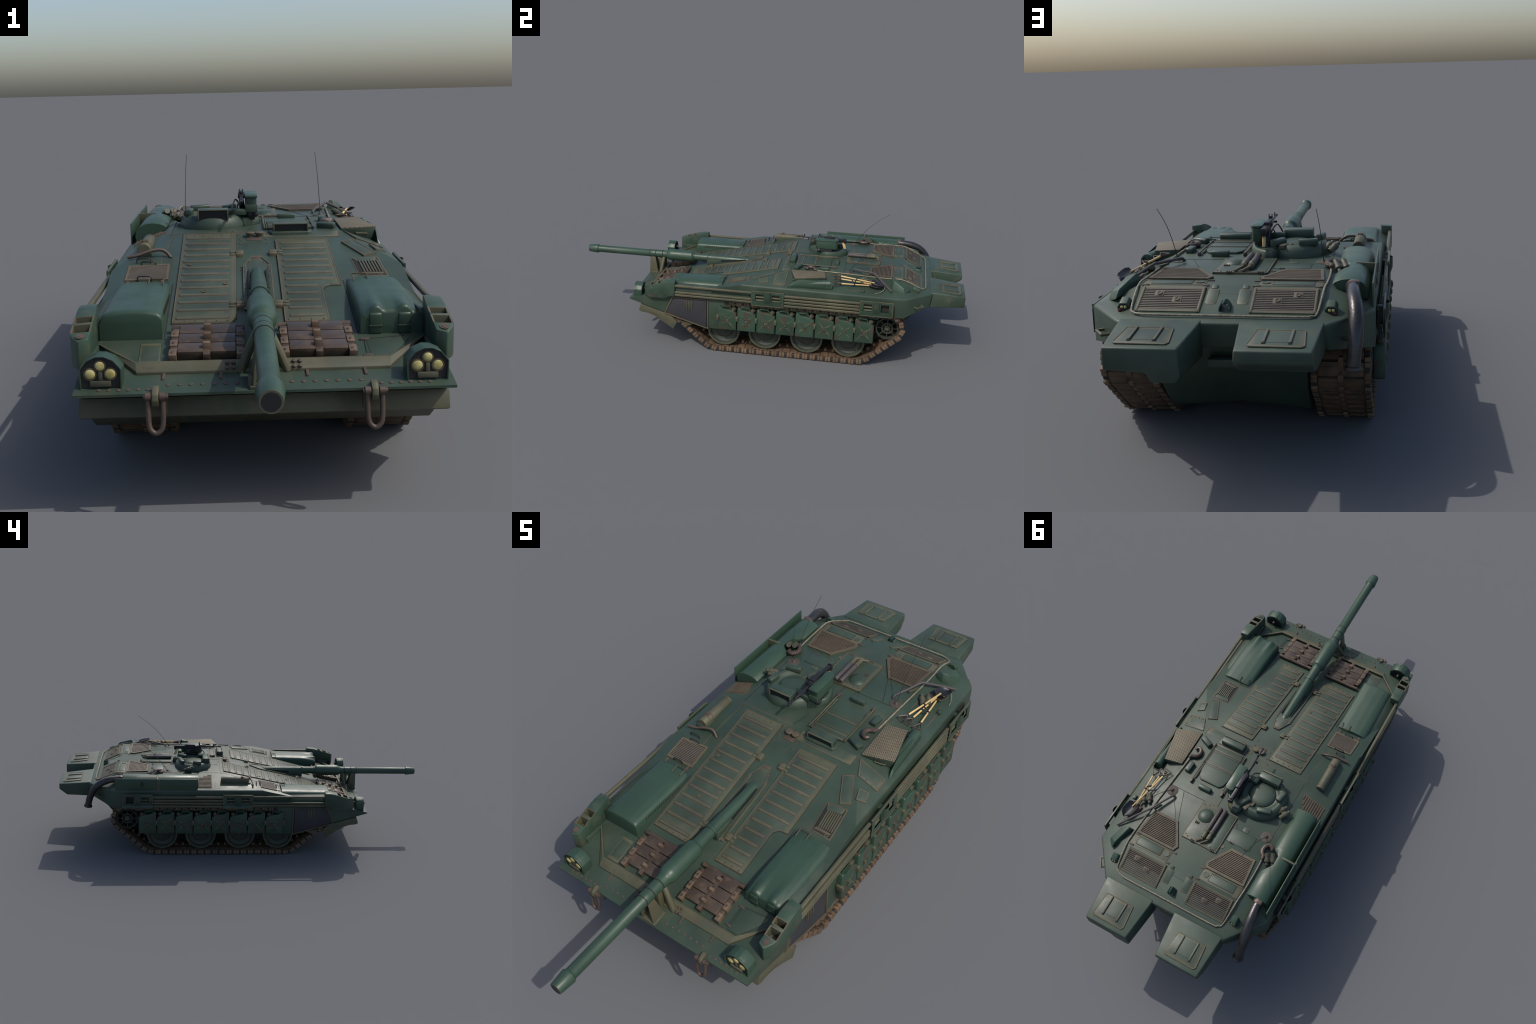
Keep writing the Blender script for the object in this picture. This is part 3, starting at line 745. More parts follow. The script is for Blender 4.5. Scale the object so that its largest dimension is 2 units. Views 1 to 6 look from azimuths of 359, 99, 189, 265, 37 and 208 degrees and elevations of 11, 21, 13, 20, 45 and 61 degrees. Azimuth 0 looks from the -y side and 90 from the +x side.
def periscope(c, size, rot, z, h, parent, front=False, mat='scope'):
    w, d = size; bm = B(); Rm = Matrix.Rotation(rot, 3, 'Z')
    e = .004
    prof = [(-d/2,0),(d/2,0),(d/2,h*.75),(d/2-e,h),(-d/2+e,h),(-d/2,h*.85)]
    add_prism(bm, [Rm @ Vector((-w/2, y, zz)) + Vector((c[0], c[1], z-.001)) for y, zz in prof], [Rm @ Vector((w/2, y, zz)) + Vector((c[0], c[1], z-.001)) for y, zz in prof])
    o = finish(bm, 'periscope', mat, parent, bevel=.0022)
    if w > .08 or front:
        bm = B(); P = [(-w/2+.006,.003),(w/2-.006,.003),(w/2-.006,h*.80),(-w/2+.006,h*.80)]
        add_prism(bm, [Rm @ Vector((x, -d/2-.0012, zz)) + Vector((c[0], c[1], z)) for x, zz in P], [Rm @ Vector((x, -d/2+.003, zz)) + Vector((c[0], c[1], z)) for x, zz in P])
        finish(bm, 'periscope_glass', 'glassy', o)
        bm = B(); add_box(bm, Rm @ Vector((0,-d/2-.003,h*.90))+Vector((c[0],c[1],z)), (w, .007, .003), 0, Rm)
        for q in (-1, 1): add_box(bm, Rm @ Vector((q*(w/2-.002),-d/2-.003,h*.45))+Vector((c[0],c[1],z)), (.004, .007, h*.9), 0, Rm)
        finish(bm, 'periscope_hood', 'khaki', o, bevel=.0008)
    return o
driver_hatch()

# ------------------------------------------------------------------ commander cupola
CX, CY = -.119, .284
def cupola():
    bm = B(); add_lathe(bm, [(-.004,.099),(.004,.099),(.012,.0975),(.022,.094),(.030,.088),(.035,.081),(.036,.075),(.033,.068),(.026,.060),(.024,.054),(.024,.004)], (CX,CY,ROOF), (0,0,1), 56)
    o = finish(bm, 'cupola', 'green', smooth=40)
    bm = B(); add_lathe(bm, [(-.002,.054),(.003,.054),(.007,.050),(.0105,.040),(.0125,.025),(.0132,.002)], (CX+.004,CY-.004,ROOF+.0235), (0,0,1), 40)
    h = finish(bm, 'cupola_hatch', 'green', o, smooth=40)
    box('hatch_hinge', (CX+.022,CY+.050,ROOF+.0310), (.028,.024,.007), 'khaki', .0015, h, Matrix.Rotation(-.12,3,'Z'))
    box('hatch_hinge', (CX+.030,CY+.074,ROOF+.032), (.018,.030,.012), 'khaki', .0015, h, Matrix.Rotation(-.30,3,'Z'))
    zt = ROOF+.034
    periscope((-.117,.217), (.088,.034), 0, ROOF+.027, .031, o, True)
    periscope((-.189,.262), (.044,.022), 1.43, zt, .019, o)
    periscope((-.160,.347), (.056,.022), .27, zt, .019, o)
    periscope((-.072,.343), (.050,.024), 1.05, zt, .018, o)
    periscope((-.050,.246), (.058,.024), -.85+pi/2-.75, zt, .018, o, mat='green')
    # weapon arm pad hugging the ring
    bm = B(); lo, hi = [], []
    for k in range(10):
        a = math.radians(-28+k*10.2); r = .140 - .012*max(0, abs(k-5.5)-2.5)
        lo.append((CX+r*math.cos(a), CY+r*math.sin(a)))
    for k in range(9, -1, -1):
        a = math.radians(-28+k*10.2); lo.append((CX+.09*math.cos(a), CY+.09*math.sin(a)))
    add_prism(bm, [(x, y, ROOF-.003) for x, y in lo], [(CX+(x-CX)*.95, CY+(y-CY)*.95, ROOF+.026) for x, y in lo])
    finish(bm, 'weapon_pad', 'green', o, bevel=.006, seg=3)
    return o
cup = cupola()

def machine_gun():
    x, z = -.035, .514
    bm = B()
    add_box(bm, (x,.318,z-.006), (.013,.135,.018)); add_box(bm, (x,.300,z+.006), (.016,.058,.010)); add_box(bm, (x,.278,z-.001), (.020,.03,.012))
    add_box(bm, (x,.383,z-.008), (.016,.012,.022))
    add_tube(bm, [(x,.25,z-.002),(x,.165,z-.001)], .0042, 10); add_tube(bm, [(x,.165,z-.001),(x,.127,z-.001)], .0030, 10); add_tube(bm, [(x,.145,z-.001),(x,.127,z-.001)], .0042, 10)
    add_tube(bm, [(x,.25,z-.012),(x,.20,z-.010)], .0035, 8)
    add_box(bm, (x,.168,z+.007), (.003,.006,.014)); add_box(bm, (x-.0045,.248,z+.017), (.0025,.006,.012)); add_box(bm, (x+.0045,.248,z+.017), (.0025,.006,.012)); add_box(bm, (x,.248,z+.012), (.012,.008,.008))
    add_box(bm, (x-.006,.19,z-.012), (.009,.008,.006))
    o = finish(bm, 'machine_gun', 'gun', bevel=.001)
    bm = B(); add_prism(bm, [(x-.0045,.366,z-.015),(x+.0045,.366,z-.015),(x+.0045,.380,z-.015),(x-.0045,.380,z-.015)], [(x-.0045,.376,z-.050),(x+.0045,.376,z-.050),(x+.0045,.390,z-.050),(x-.0045,.390,z-.050)]); finish(bm, 'pistol_grip', 'wood', o, bevel=.002)
    bm = B(); add_prism(bm, [(-.042,.30,.452),(-.020,.30,.452),(-.020,.345,.452),(-.042,.345,.452)], [(-.041,.275,z-.012),(-.029,.275,z-.012),(-.029,.31,z-.012),(-.041,.31,z-.012)]); finish(bm, 'gun_mount', 'gun', o, bevel=.002)
    tube('feed_hose', [(-.043,.30,.49),(-.052,.262,.505),(-.057,.235,.500),(-.066,.214,.475)], .0022, 'gun', o, 6, 4)
    tube('feed_hose', [(-.040,.30,.485),(-.045,.27,.492),(-.047,.25,.480),(-.044,.24,.468)], .0018, 'gun', o, 6, 4)
    # ammunition box
    bm = B(); P = [(-.024,.238),(.009,.238),(.009,.336),(.002,.347),(-.018,.347),(-.024,.342)]
    add_prism(bm, [(a, b, .470) for a, b in P], [(a, b, .512) for a, b in P]); am = finish(bm, 'ammunition_box', 'plain', bevel=.002)
    bm = B(); P2 = [(-.0255,.232),(.0112,.232),(.0112,.338),(.003,.350),(-.019,.350),(-.0255,.344)]
    add_prism(bm, [(a, b, .511) for a, b in P2], [(a*.97, b, .5185) for a, b in P2]); finish(bm, 'box_lid', 'plain', am, bevel=.002)
    box('box_front', (-.0065,.236,.480), (.036,.006,.023), 'green', .002, am)
    for xx in (-.012, .006): lathe('box_bracket_bolt', [(0,.008),(.012,.008),(.014,.005)], (xx,.256,.462), (0,-1,0), 'gun', am, 12)
    box('box_bracket', (-.008,.285,.457), (.024,.07,.024), 'gun', .004, am)
machine_gun()

def binoculars(c, rz, tilt=.5, parent=None):
    bm = B(); Rm = Matrix.Rotation(rz, 3, 'Z') @ Matrix.Rotation(tilt, 3, 'X')
    for s in (1, -1):
        o = Vector(c) + Rm @ Vector((s*.011, 0, 0)); ax = Rm @ Vector((0, 1, 0))
        add_lathe(bm, [(-.022,.009),(-.016,.0095),(-.004,.0085),(.002,.011),(.010,.0105),(.014,.006),(.022,.0065),(.024,.005)], o, ax, 14)
    add_box(bm, Vector(c), (.016,.014,.008), 0, Rm)
    return finish(bm, 'binoculars', 'olive', parent, smooth=30)
binoculars((-.223,.307,.449), 2.5, .45)
binoculars((-.268,.497,.436), .4, -.5)

# ------------------------------------------------------------------ roof centre: plate with dome, twin rods
pl = drape('engine_access_plate', rect(-.075,.075,.402,.572), .0055, 'plate', bevel=.0012)
seam('plate_outline', rect(-.0738,.0738,.4032,.5708), .0026, 'frame', True, .0058, pl)
lathe('vent_dome', [(-.002,.0315),(.001,.0305),(.003,.027),(.0065,.022),(.009,.014),(.010,.001)], (.036,.456,ROOF+.005), (0,0,1), 'green', pl, 32, 50)
for x, y in ((.066,.414),(.047,.411),(.066,.556),(.055,.562),(-.066,.415),(-.066,.556),(-.045,.562)): bolt(x, y, .0034, .008, pl)
for x, y in ((.03,.570),(-.056,.570),(.052,.496)):
    bm = B()
    for k in range(3): add_box(bm, (x-.006+.006*k, y, ROOF+.006), (.003,.010,.006))
    finish(bm, 'plate_latch', 'rust', pl, bevel=.0008)
drape('plate_dark_half', rect(-.070,-.032,.408,.566), .0062, 'green', pl, .0005)  # darker left part of the plate, in hull green
for x in (-.003, -.0235):
    bm = B(); z = ROOF+.0155; add_lathe(bm, [(.404,.0075),(.406,.0088),(.508,.0088),(.510,.0075)], (x,0,z), (0,1,0), 16)
    t = finish(bm, 'damper_rod', 'tube')
    lathe('rod_socket', [(.508,.0098),(.514,.0105),(.518,.0075),(.522,.0075),(.523,.0088),(.543,.0088),(.545,.006)], (x,0,z), (0,1,0), 'khaki', t, 14)
    bm = B(); add_tube(bm, [(x-.002,.545,z+.002),(x+.020,.565,z-.008)], .0042, 6); finish(bm, 'rod_lever', 'frame', t)
drape('roof_panel', [(-.081,.446),(-.182,.446),(-.182,.505),(-.083,.505)], .0015, 'green', bevel=.0005)
seam('panel_seam', [(-.0805,.4455),(-.1825,.4455),(-.1825,.5055),(-.0825,.5055)], .0014, 'slot', True)
for x, y in ((-.105,.506),(-.165,.506)):
    bm = B()
    for k in range(3): add_box(bm, (x-.006+.006*k, y, ROOF+.001), (.003,.008,.005))
    finish(bm, 'panel_latch', 'rust', bevel=.0008)
drape('roof_tab', rect(-.140,-.118,.425,.443), .002, 'rim', bevel=.0006)
ring(-.083, .535, .0075); bolt(-.085,.430); bolt(-.09,.442)
for s in (1, -1):
    lathe('antenna_base', [(-.002,.0225),(.0012,.0225),(.0022,.019),(.0022,.008),(.005,.006),(.009,.003),(.010,.001)], (.211*s,.421,ROOF), (0,0,1), 'disc', seg=24)
    A = Vector((.211*s,.423,ROOF+.004)); Bp = Vector((.2115*s,.601,.612)); pts = []
    for k in range(13):
        t = k/12; p = A.lerp(Bp, t); p.z += .012*math.sin(pi*t); p.y -= .010*math.sin(pi*t); pts.append(p)
    tube('antenna', pts, [.0012-.0004*k/12 for k in range(13)], 'gun', seg=6)

# ------------------------------------------------------------------ rear deck grilles
for s in (1, -1):
    up = [(s*.222,.526),(s*.120,.526),(s*.064,.618),(s*.072,.639),(s*.234,.639)]
    g = drape('deck_grille', up, .0015, 'grillebed', bevel=.0005)
    mid = [(s*.218,.530),(s*.122,.530),(s*.068,.618),(s*.075,.635),(s*.229,.635)]
    ins = [(s*.220,.531),(s*.123,.531),(s*.071,.617),(s*.078,.634),(s*.224,.634)]
    seam('grille_frame', mid, .0085, 'frame', True, .0058, g)
    slats(ins, .532, .634, 16, .0052, 'grille', g, 'grille_slat', .48, .0005)
    lo = rect(s*.062, s*.228, .700, .786)
    g = drape('rear_grille', lo, .0012, 'grillebed', bevel=.0005)
    seam('grille_frame', rect(s*.0665, s*.2235, .7035, .7825), .008, 'khaki', True, .0048, g)
    li = rect(s*.070, s*.220, .707, .779)
    slats(li, .707, .779, 12, .0050, 'slatdark', g, 'grille_slat', .50, .001)
    for x in (.0665, .2235): drape('grille_rail', rect(s*(x-.003), s*(x+.003), .704, .783), .0065, 'frame', g, .001)
    for x, y in ((.178,.727),(.128,.747)):
        drape('grille_pad', rect(s*(x-.012), s*(x+.012), y-.009, y+.009), .0060, 'slatdark', g, .0006)
        ring(s*x, y, .0068, g, deck(x, y)+.0062)
    g = drape('deck_strip', rect(s*.070, s*.234, .642, .688), .0012, 'khaki', bevel=.0005)
    drape('deck_strip_panel', rect(s*.107, s*.212, .649, .680), .0024, 'green', g, .0006)
    seam('strip_seam', rect(s*.106, s*.213, .648, .681), .0014, 'slot', True, .0018, g)
    lathe('strip_disc', [(0,.0115),(.0025,.0115),(.0025,.009),(.0018,.0085)], (s*.087,.662,ROOF+.001), (0,0,1), 'rim', g, 24)
    for x, y in ((.062,.644),(.066,.690),(.228,.644),(.226,.690)): drape('strip_tab', rect(s*(x-.009), s*(x+.009), y-.0035, y+.0035), .003, 'rust', g, .0008)
    p = drape('rear_lid', [(s*.026,.707),(s*.031,.702),(s*.050,.702),(s*.055,.707),(s*.055,.752),(s*.051,.757),(s*.030,.757),(s*.026,.752)], .0022, 'rim', bevel=.0008)
    drape('lid_hinge', rect(s*.033, s*.047, .690, .704), .004, 'rim', p, .001)
    # tail light
    cx, cy = .262*s, .757; n = Vector((s*.12,.25,1)).normalized(); zb = .384
    bm = B(); pr = [(-.015,.0),(.015,.0),(.016,.013),(.009,.023),(-.009,.023),(-.016,.013)]
    add_prism(bm, [(cx+a, cy+.012, zb+b-.006) for a, b in pr], [(cx+a, cy-.014, zb+b+.004) for a, b in pr]); t = finish(bm, 'tail_light', 'plain', bevel=.001, smooth=20)
    bm = B(); add_prism(bm, [(cx+a*.88, cy+.0132, zb+b*.88-.005) for a, b in pr], [(cx+a*.88, cy+.010, zb+b*.88-.005) for a, b in pr]); finish(bm, 'tail_light_face', 'bore', t)
    for a, b, mm in ((.0035,.012,'lamp'),(-.0055*1,.012,'lamp'),(s*.0095,.004,'shadeglass')):
        lathe('tail_lens', [(0,.0042),(.0015,.0036),(.002,.0008)], (cx+a, cy+.0132, zb+b-.005), (0,1,0), mm, t, 12, 60)
bm = B()
for k in range(7):
    a0, a1 = pi*k/7, pi*(k+1)/7
    def arc(a, r): return (r*math.cos(a), r*1.35*math.sin(a))
    q = [arc(a0,.0155), arc(a1,.0155), arc(a1,.012), arc(a0,.012)]
    add_prism(bm, [(x, .782, deck(0,.77)-.002+z) for x, z in q], [(x, .757, deck(0,.77)+.002+z) for x, z in q])
finish(bm, 'centre_light_hood', 'plain', bevel=.001)

# armoured hump on the right rear corner
bm = B()
P = [(.250,.632),(.282,.628),(.306,.640),(.327,.701),(.294,.733)]
T = [(.262,.641,.4485),(.275,.641,.4465),(.292,.650,.4395),(.317,.697,.4120),(.290,.714,.4215)]
add_prism(bm, [(x, y, deck(x, y)-.006) for x, y in P], T); finish(bm, 'vent_hump', 'plain', bevel=.0028, seg=3, ang=12)

# ------------------------------------------------------------------ tow cable with hooks
def cable():
    h = .004
    P = [(.224,.258),(.226,.275),(.233,.40),(.243,.60),(.244,.690),(.238,.775),(.228,.792),(.205,.803),(.17,.806),(0,.806),(-.19,.806),(-.215,.800),(-.230,.785),(-.240,.70),(-.243,.64),(-.243,.56),(-.240,.505)]
    o = tube('tow_cable', [(x, y, max(deck(x, y), .380 if y > .7 else 0)+h) for x, y in P], .0030, 'cable', seg=8, smooth_n=5)
    hooks = ([(.226,.268),(.224,.256),(.212,.252),(.202,.244),(.198,.230),(.203,.216),(.213,.211),(.221,.216),(.222,.224)],
             [(-.241,.512),(-.240,.498),(-.231,.490),(-.226,.476),(-.229,.460),(-.238,.450),(-.249,.450),(-.256,.458),(-.256,.466)])
    for pts in hooks:
        tube('tow_hook', [(x, y, ROOF+.0095) for x, y in pts], [.0045,.0080,.0085,.0085,.0085,.0082,.0078,.0065,.0035], 'iron', o, 8, 3)
cable()

# ------------------------------------------------------------------ right facet stowage
def right_stowage():
    bm = B()
    T = [(.242,.140,.431),(.345,.171,.4285),(.312,.318,.4335),(.239,.305,.4345)]
    L = [(.243,.140,.424),(.329,.173,.384),(.306,.316,.395),(.240,.305,.425)]
    add_prism(bm, L, T); o = finish(bm, 'mesh_basket', 'green', bevel=.0015)
    bm = B(); add_prism(bm, [(x, y, z-.001) for x, y, z in T], [(x*.999+.0002, y, z+.0022) for x, y, z in T]); finish(bm, 'basket_lid', 'mesh', o, bevel=.0006)
    tube('basket_handle', [(.285,.158,.414),(.285,.148,.416),(.318,.158,.412),(.318,.168,.410)], .0022, 'khaki', o, 6)
    # trough with rolled tube
    bm = B(); rows = []
    for k in range(13):
        t = k/12; y = .134+.222*t; top = .382+.045*math.sin(min(1, t/.34)*pi/2)**.9 - .006*max(0, t-.3); xo = .352-.007*t
        rows.append([bm.verts.new(p) for p in ((xo-.006, y, .378), (xo, y, .384), (xo+.0015, y, (top+.384)/2), (xo-.004, y, top), (xo-.0065, y, top), (xo-.002, y, (top+.384)/2), (xo-.012, y, .386))])
    for a, b in zip(rows, rows[1:]):
        for j in range(6): bm.faces.new((a[j], a[j+1], b[j+1], b[j]))
        bm.faces.new((a[6], a[0], b[0], b[6]))
    bm.faces.new(rows[0]); bm.faces.new(rows[-1][::-1])
    tr = finish(bm, 'stowage_trough', 'plain', smooth=60)
    a, b = Vector((.334,.19,.402)), Vector((.330,.345,.411))
    bm = B(); add_lathe(bm, [(0,.012),(.03,.017),(.10,.0175),(.118,.0178),(.119,.0188),(.128,.0188),(.129,.0178),(.146,.0178),(.147,.019),(.155,.019),(.156,.012)], a, b-a, 20)
    finish(bm, 'rolled_tube', 'plain', tr)
    # three wooden-handled tools
    def tool(h, e, mat='iron'):
        h, e = Vector(h), Vector(e); d = (e-h).normalized(); sd = d.cross(Vector((0,0,1))).normalized()
        s0 = h + d*.024
        sh = tube('tool_shaft', [s0, e], .0033, 'wood', seg=8)
        bm = B(); add_tube(bm, [s0+d*.004, s0-d*.004+sd*.006, h+sd*.016, h-sd*.016, s0-d*.004-sd*.006, s0+d*.004], .0028, 6); finish(bm, 'tool_grip', 'iron', sh)
        for k in (.03, .5): 
            p = s0.lerp(e, k); lathe('tool_clip', [(-.003,.005),(.003,.005)], p, d, 'gun', sh, 8)
        return d, sd, sh
    def spade(p, d, sd, mat, sc=1.0, curl=.012, par=None):
        bm = B(); rows = []
        for i, (t, w) in enumerate(((0,.55),(.08,.95),(.35,1),(.65,.95),(.85,.72),(1,.15))):
            row = []
            for j in range(7):
                q = (j-3)/3
                row.append(bm.verts.new(p + d*(.064*t*sc) + sd*(q*.025*w*sc) + Vector((0,0,curl*abs(q)**2 - .004*t))))
            rows.append(row)
        for a, b in zip(rows, rows[1:]):
            for j in range(6): bm.faces.new((a[j], a[j+1], b[j+1], b[j]))
        bmesh.ops.recalc_face_normals(bm, faces=bm.faces)
        bmesh.ops.solidify(bm, geom=bm.faces[:], thickness=.0018)
        return finish(bm, 'spade_blade', mat, par, smooth=60)
    d, sd, sh = tool((.268,.358,.436), (.311,.556,.428)); spade(Vector((.307,.540,.426)), (d+Vector((.05,0,-.10))).normalized(), sd, 'gun', 1.02, .010, sh)
    d, sd, sh = tool((.288,.362,.428), (.304,.540,.418)); spade(Vector((.302,.530,.413)), (d+Vector((.03,0,-.05))).normalized(), sd, 'iron', 1.0, .006, sh)
    d, sd, sh = tool((.322,.366,.414), (.309,.530,.412))
    tube('tool_strap', [(.298,.596,.412),(.312,.606,.412),(.332,.602,.405),(.342,.582,.392),(.346,.560,.386)], .0016, 'cable', smooth_n=3, seg=6)
    tube('tool_strap', [(.283,.440,.426),(.298,.447,.430),(.318,.452,.410)], .0030, 'gun', seg=6)
    binoculars((.281,.500,.424), .55, .25)
    seam('patch_rim', [(.26,.44),(.262,.50),(.275,.55),(.29,.57)], .0022, 'frame')
    seam('patch_rim', [(.335,.42),(.335,.47),(.330,.53)], .0022, 'frame')
    for k in range(7): bolt(.3325-.001*k, .415+.017*k, .0022, .0014)
    for k in range(6): bolt(.262+.004*k, .45+.02*k, .0022, .0014)
    box('side_knob', (.338,.504,.391), (.014,.018,.016), 'plain', .003)
    tube('crowbar', [(.188,.440,.4335),(.192,.447,.442),(.200,.462,.4445),(.216,.495,.4465),(.236,.540,.4500),(.250,.556,.4470),(.331,.640,.3985)], .0045, 'tube', smooth_n=4, seg=8)
    box('crowbar_clip', (.228,.508,.4375), (.006,.035,.006), 'khaki', .001, None, Matrix.Rotation(-.45,3,'Z'))
right_stowage()

# ------------------------------------------------------------------ left silencer, screen and exhaust pipe
def exhaust():
    bm = B()
    ys = [.257,.259,.44,.452,.474,.512,.532,.552,.56,.654,.656]
    def inset(y):
        if .44 <= y <= .56:
            if y < .474: return (y-.444)/.03 if y > .444 else 0
            if y <= .512: return 1
            return max(0, (.556-y)/.044)
        return 0
    prof = [(-.346,.388),(-.349,.402),(-.346,.418),(-.335,.431),(-.318,.4395),(-.298,.4415),(-.278,.4395),(-.262,.434),(-.256,.428),(-.268,.416)]
    rows = []
    for i, y in enumerate(ys):
        k = min(1, max(0, inset(y))); row = []
        sc = .97 if i in (0, len(ys)-1) else 1
        for j, (x, z) in enumerate(prof):
            lim = -.256 - .034*k
            xx = min(x, lim)
            zz = z if x <= lim else min(z, .4415) if z > .43 else z-.002
            row.append(bm.verts.new((-.302+(xx+.302)*sc, y, .41+(zz-.41)*sc)))
        rows.append(row)
    n = len(prof)
    for a, b in zip(rows, rows[1:]):
        for j in range(n): bm.faces.new((a[j], a[(j+1) % n], b[(j+1) % n], b[j]))
    bm.faces.new(rows[0]); bm.faces.new(rows[-1][::-1])
    o = finish(bm, 'silencer', 'plain', smooth=40)
    box('silencer_bed', (-.305,.457,.392), (.070,.39,.026), 'green', .002, o)
    # screen plate
    bm = B(); add_prism(bm, [(-.362,y,z) for y, z in ((.262,.376),(.262,.4405),(.692,.4405),(.692,.380),(.686,.374))], [(-.358,y,z) for y, z in ((.262,.376),(.262,.4405),(.692,.4405),(.692,.380),(.686,.374))])
    sc = finish(bm, 'heat_screen', 'plain', bevel=.0006)
    bm = B(); add_prism(bm, [(-.358,.468,.405),(-.358,.468,.440),(-.306,.468,.4425),(-.33,.468,.42)], [(-.358,.476,.405),(-.358,.476,.440),(-.306,.476,.4425),(-.33,.476,.42)]); finish(bm, 'screen_strut', 'khaki', sc, bevel=.0008)
    for y in (.345,.40,.53,.575): box('screen_clip', (-.3632,y,.405), (.002,.004,.016), 'frame', .0004, sc)
    box('screen_strap', (-.363,.466,.408), (.0025,.012,.064), 'khaki', .0006, sc)
    for y in (.548,.556): box('screen_dark_strip', (-.3622,y,.411), (.0012,.004,.026), 'dark', .0, sc)  # thin dark strips laid on the screen, nothing is cut through
    box('pipe_flange', (-.312,.664,.428), (.03,.02,.026), 'iron', .006)
    bm = B(); add_tube(bm, [(-.309,.650,.422),(-.311,.690,.421),(-.316,.735,.414),(-.322,.775,.396),(-.325,.805,.367),(-.324,.822,.335),(-.321,.832,.305),(-.319,.839,.272)], [.0165,.0175,.0185,.0185,.0185,.018,.0175,.017], 20, 0, 4)
    p = finish(bm, 'exhaust_pipe', 'exhaust', smooth=50)
    lathe('pipe_lip', [(-.006,.0175),(-.004,.0215),(.003,.022),(.005,.019),(.005,.014),(-.02,.013)], (-.319,.839,.270), (0,.16,-1), 'exhaust', p, 20)
    lathe('pipe_collar', [(0,.019),(.012,.019),(.013,.0175)], (-.309,.656,.4225), (0,1,0), 'iron', p, 20)
exhaust()

# ------------------------------------------------------------------ rear stowage boxes
def rear_box(s, notch):
    bm = B()
    zf, zr = .3795, .3635
    xi, xo = .046, .252
    F = .828; Bk = .998
    top = [(xi, F, zf), (xo, F, zf), (.238, Bk-.006, zr), (.066, Bk-.006, zr)]
    zb_in = .279 if notch else .313
    if notch:
        front = [(xi,.29),(xi,zf),(xo,zf),(xo,.300),(.137,.300),(.128,.279),(.055,.279)]
        back = [(.060,.296),(.064,zr),(.240,zr),(.240,.308),(.139,.303),(.128,.281),(.070,.281)]
    else:
        front = [(xi,.312),(xi,zf),(xo,zf),(xo,.300),(.15,.300),(.12,.300),(.060,.300)]
        mid = [(.056,.312),(.060,zr+.003),(.243,zr+.003),(.243,.302),(.15,.302),(.12,.302),(.070,.302)]
        back = [(.062,.338),(.064,zr),(.240,zr),(.240,.334),(.15,.332),(.12,.332),(.072,.332)]
    secs = [(F, front), (Bk, back)] if notch else [(F, front), (.958, mid), (Bk, back)]
    rows = [[bm.verts.new((s*x, y, z)) for x, z in P] for y, P in secs]
    for a, b in zip(rows, rows[1:]):
        for k in range(7): bm.faces.new((a[k], a[(k+1) % 7], b[(k+1) % 7], b[k]))
    bm.faces.new(rows[0]); bm.faces.new(rows[-1][::-1])
    o = finish(bm, 'rear_stowage_box', 'boxpaint', bevel=.0045, seg=3, ang=20)
    def zt(y): return zf + (zr-zf)*(y-F)/(Bk-F)
    P = [(s*.212,.890),(s*.108,.890),(s*.092,.965),(s*.099,.975),(s*.219,.975),(s*.224,.968)]
    P = [(s*.214,.886),(s*.100,.886),(s*.090,.968),(s*.096,.978),(s*.214,.978),(s*.221,.970)]
    bm = B(); add_prism(bm, [(x, y, zt(y)-.002) for x, y in P], [(x, y, zt(y)+.0025) for x, y in P]); l = finish(bm, 'box_lid_panel', 'rim', o, bevel=.0012)
    for i in range(len(P)):
        (ax, ay), (bx, by) = P[i], P[(i+1) % len(P)]
        tube('lid_rim', [(ax, ay, zt(ay)+.0020), (bx, by, zt(by)+.0020)], .0017, 'rib', l, 6)
    for x in (.126, .187):
        bm = B(); add_box(bm, (s*x, .924, zt(.924)+.0045), (.006, .072, .005), 0, Matrix.Rotation(-.095, 3, 'X')); finish(bm, 'lid_strap', 'rib', l, bevel=.0012)
        box('strap_end', (s*x, .961, zt(.961)+.003), (.009, .005, .003), 'slot', .0005, l)
    seam_y = .955
    bm = B(); add_box(bm, (s*.157, .955, zt(.955)+.0022), (.055, .0012, .0012)); finish(bm, 'lid_line', 'slot', l)
rear_box(1, True); rear_box(-1, False)

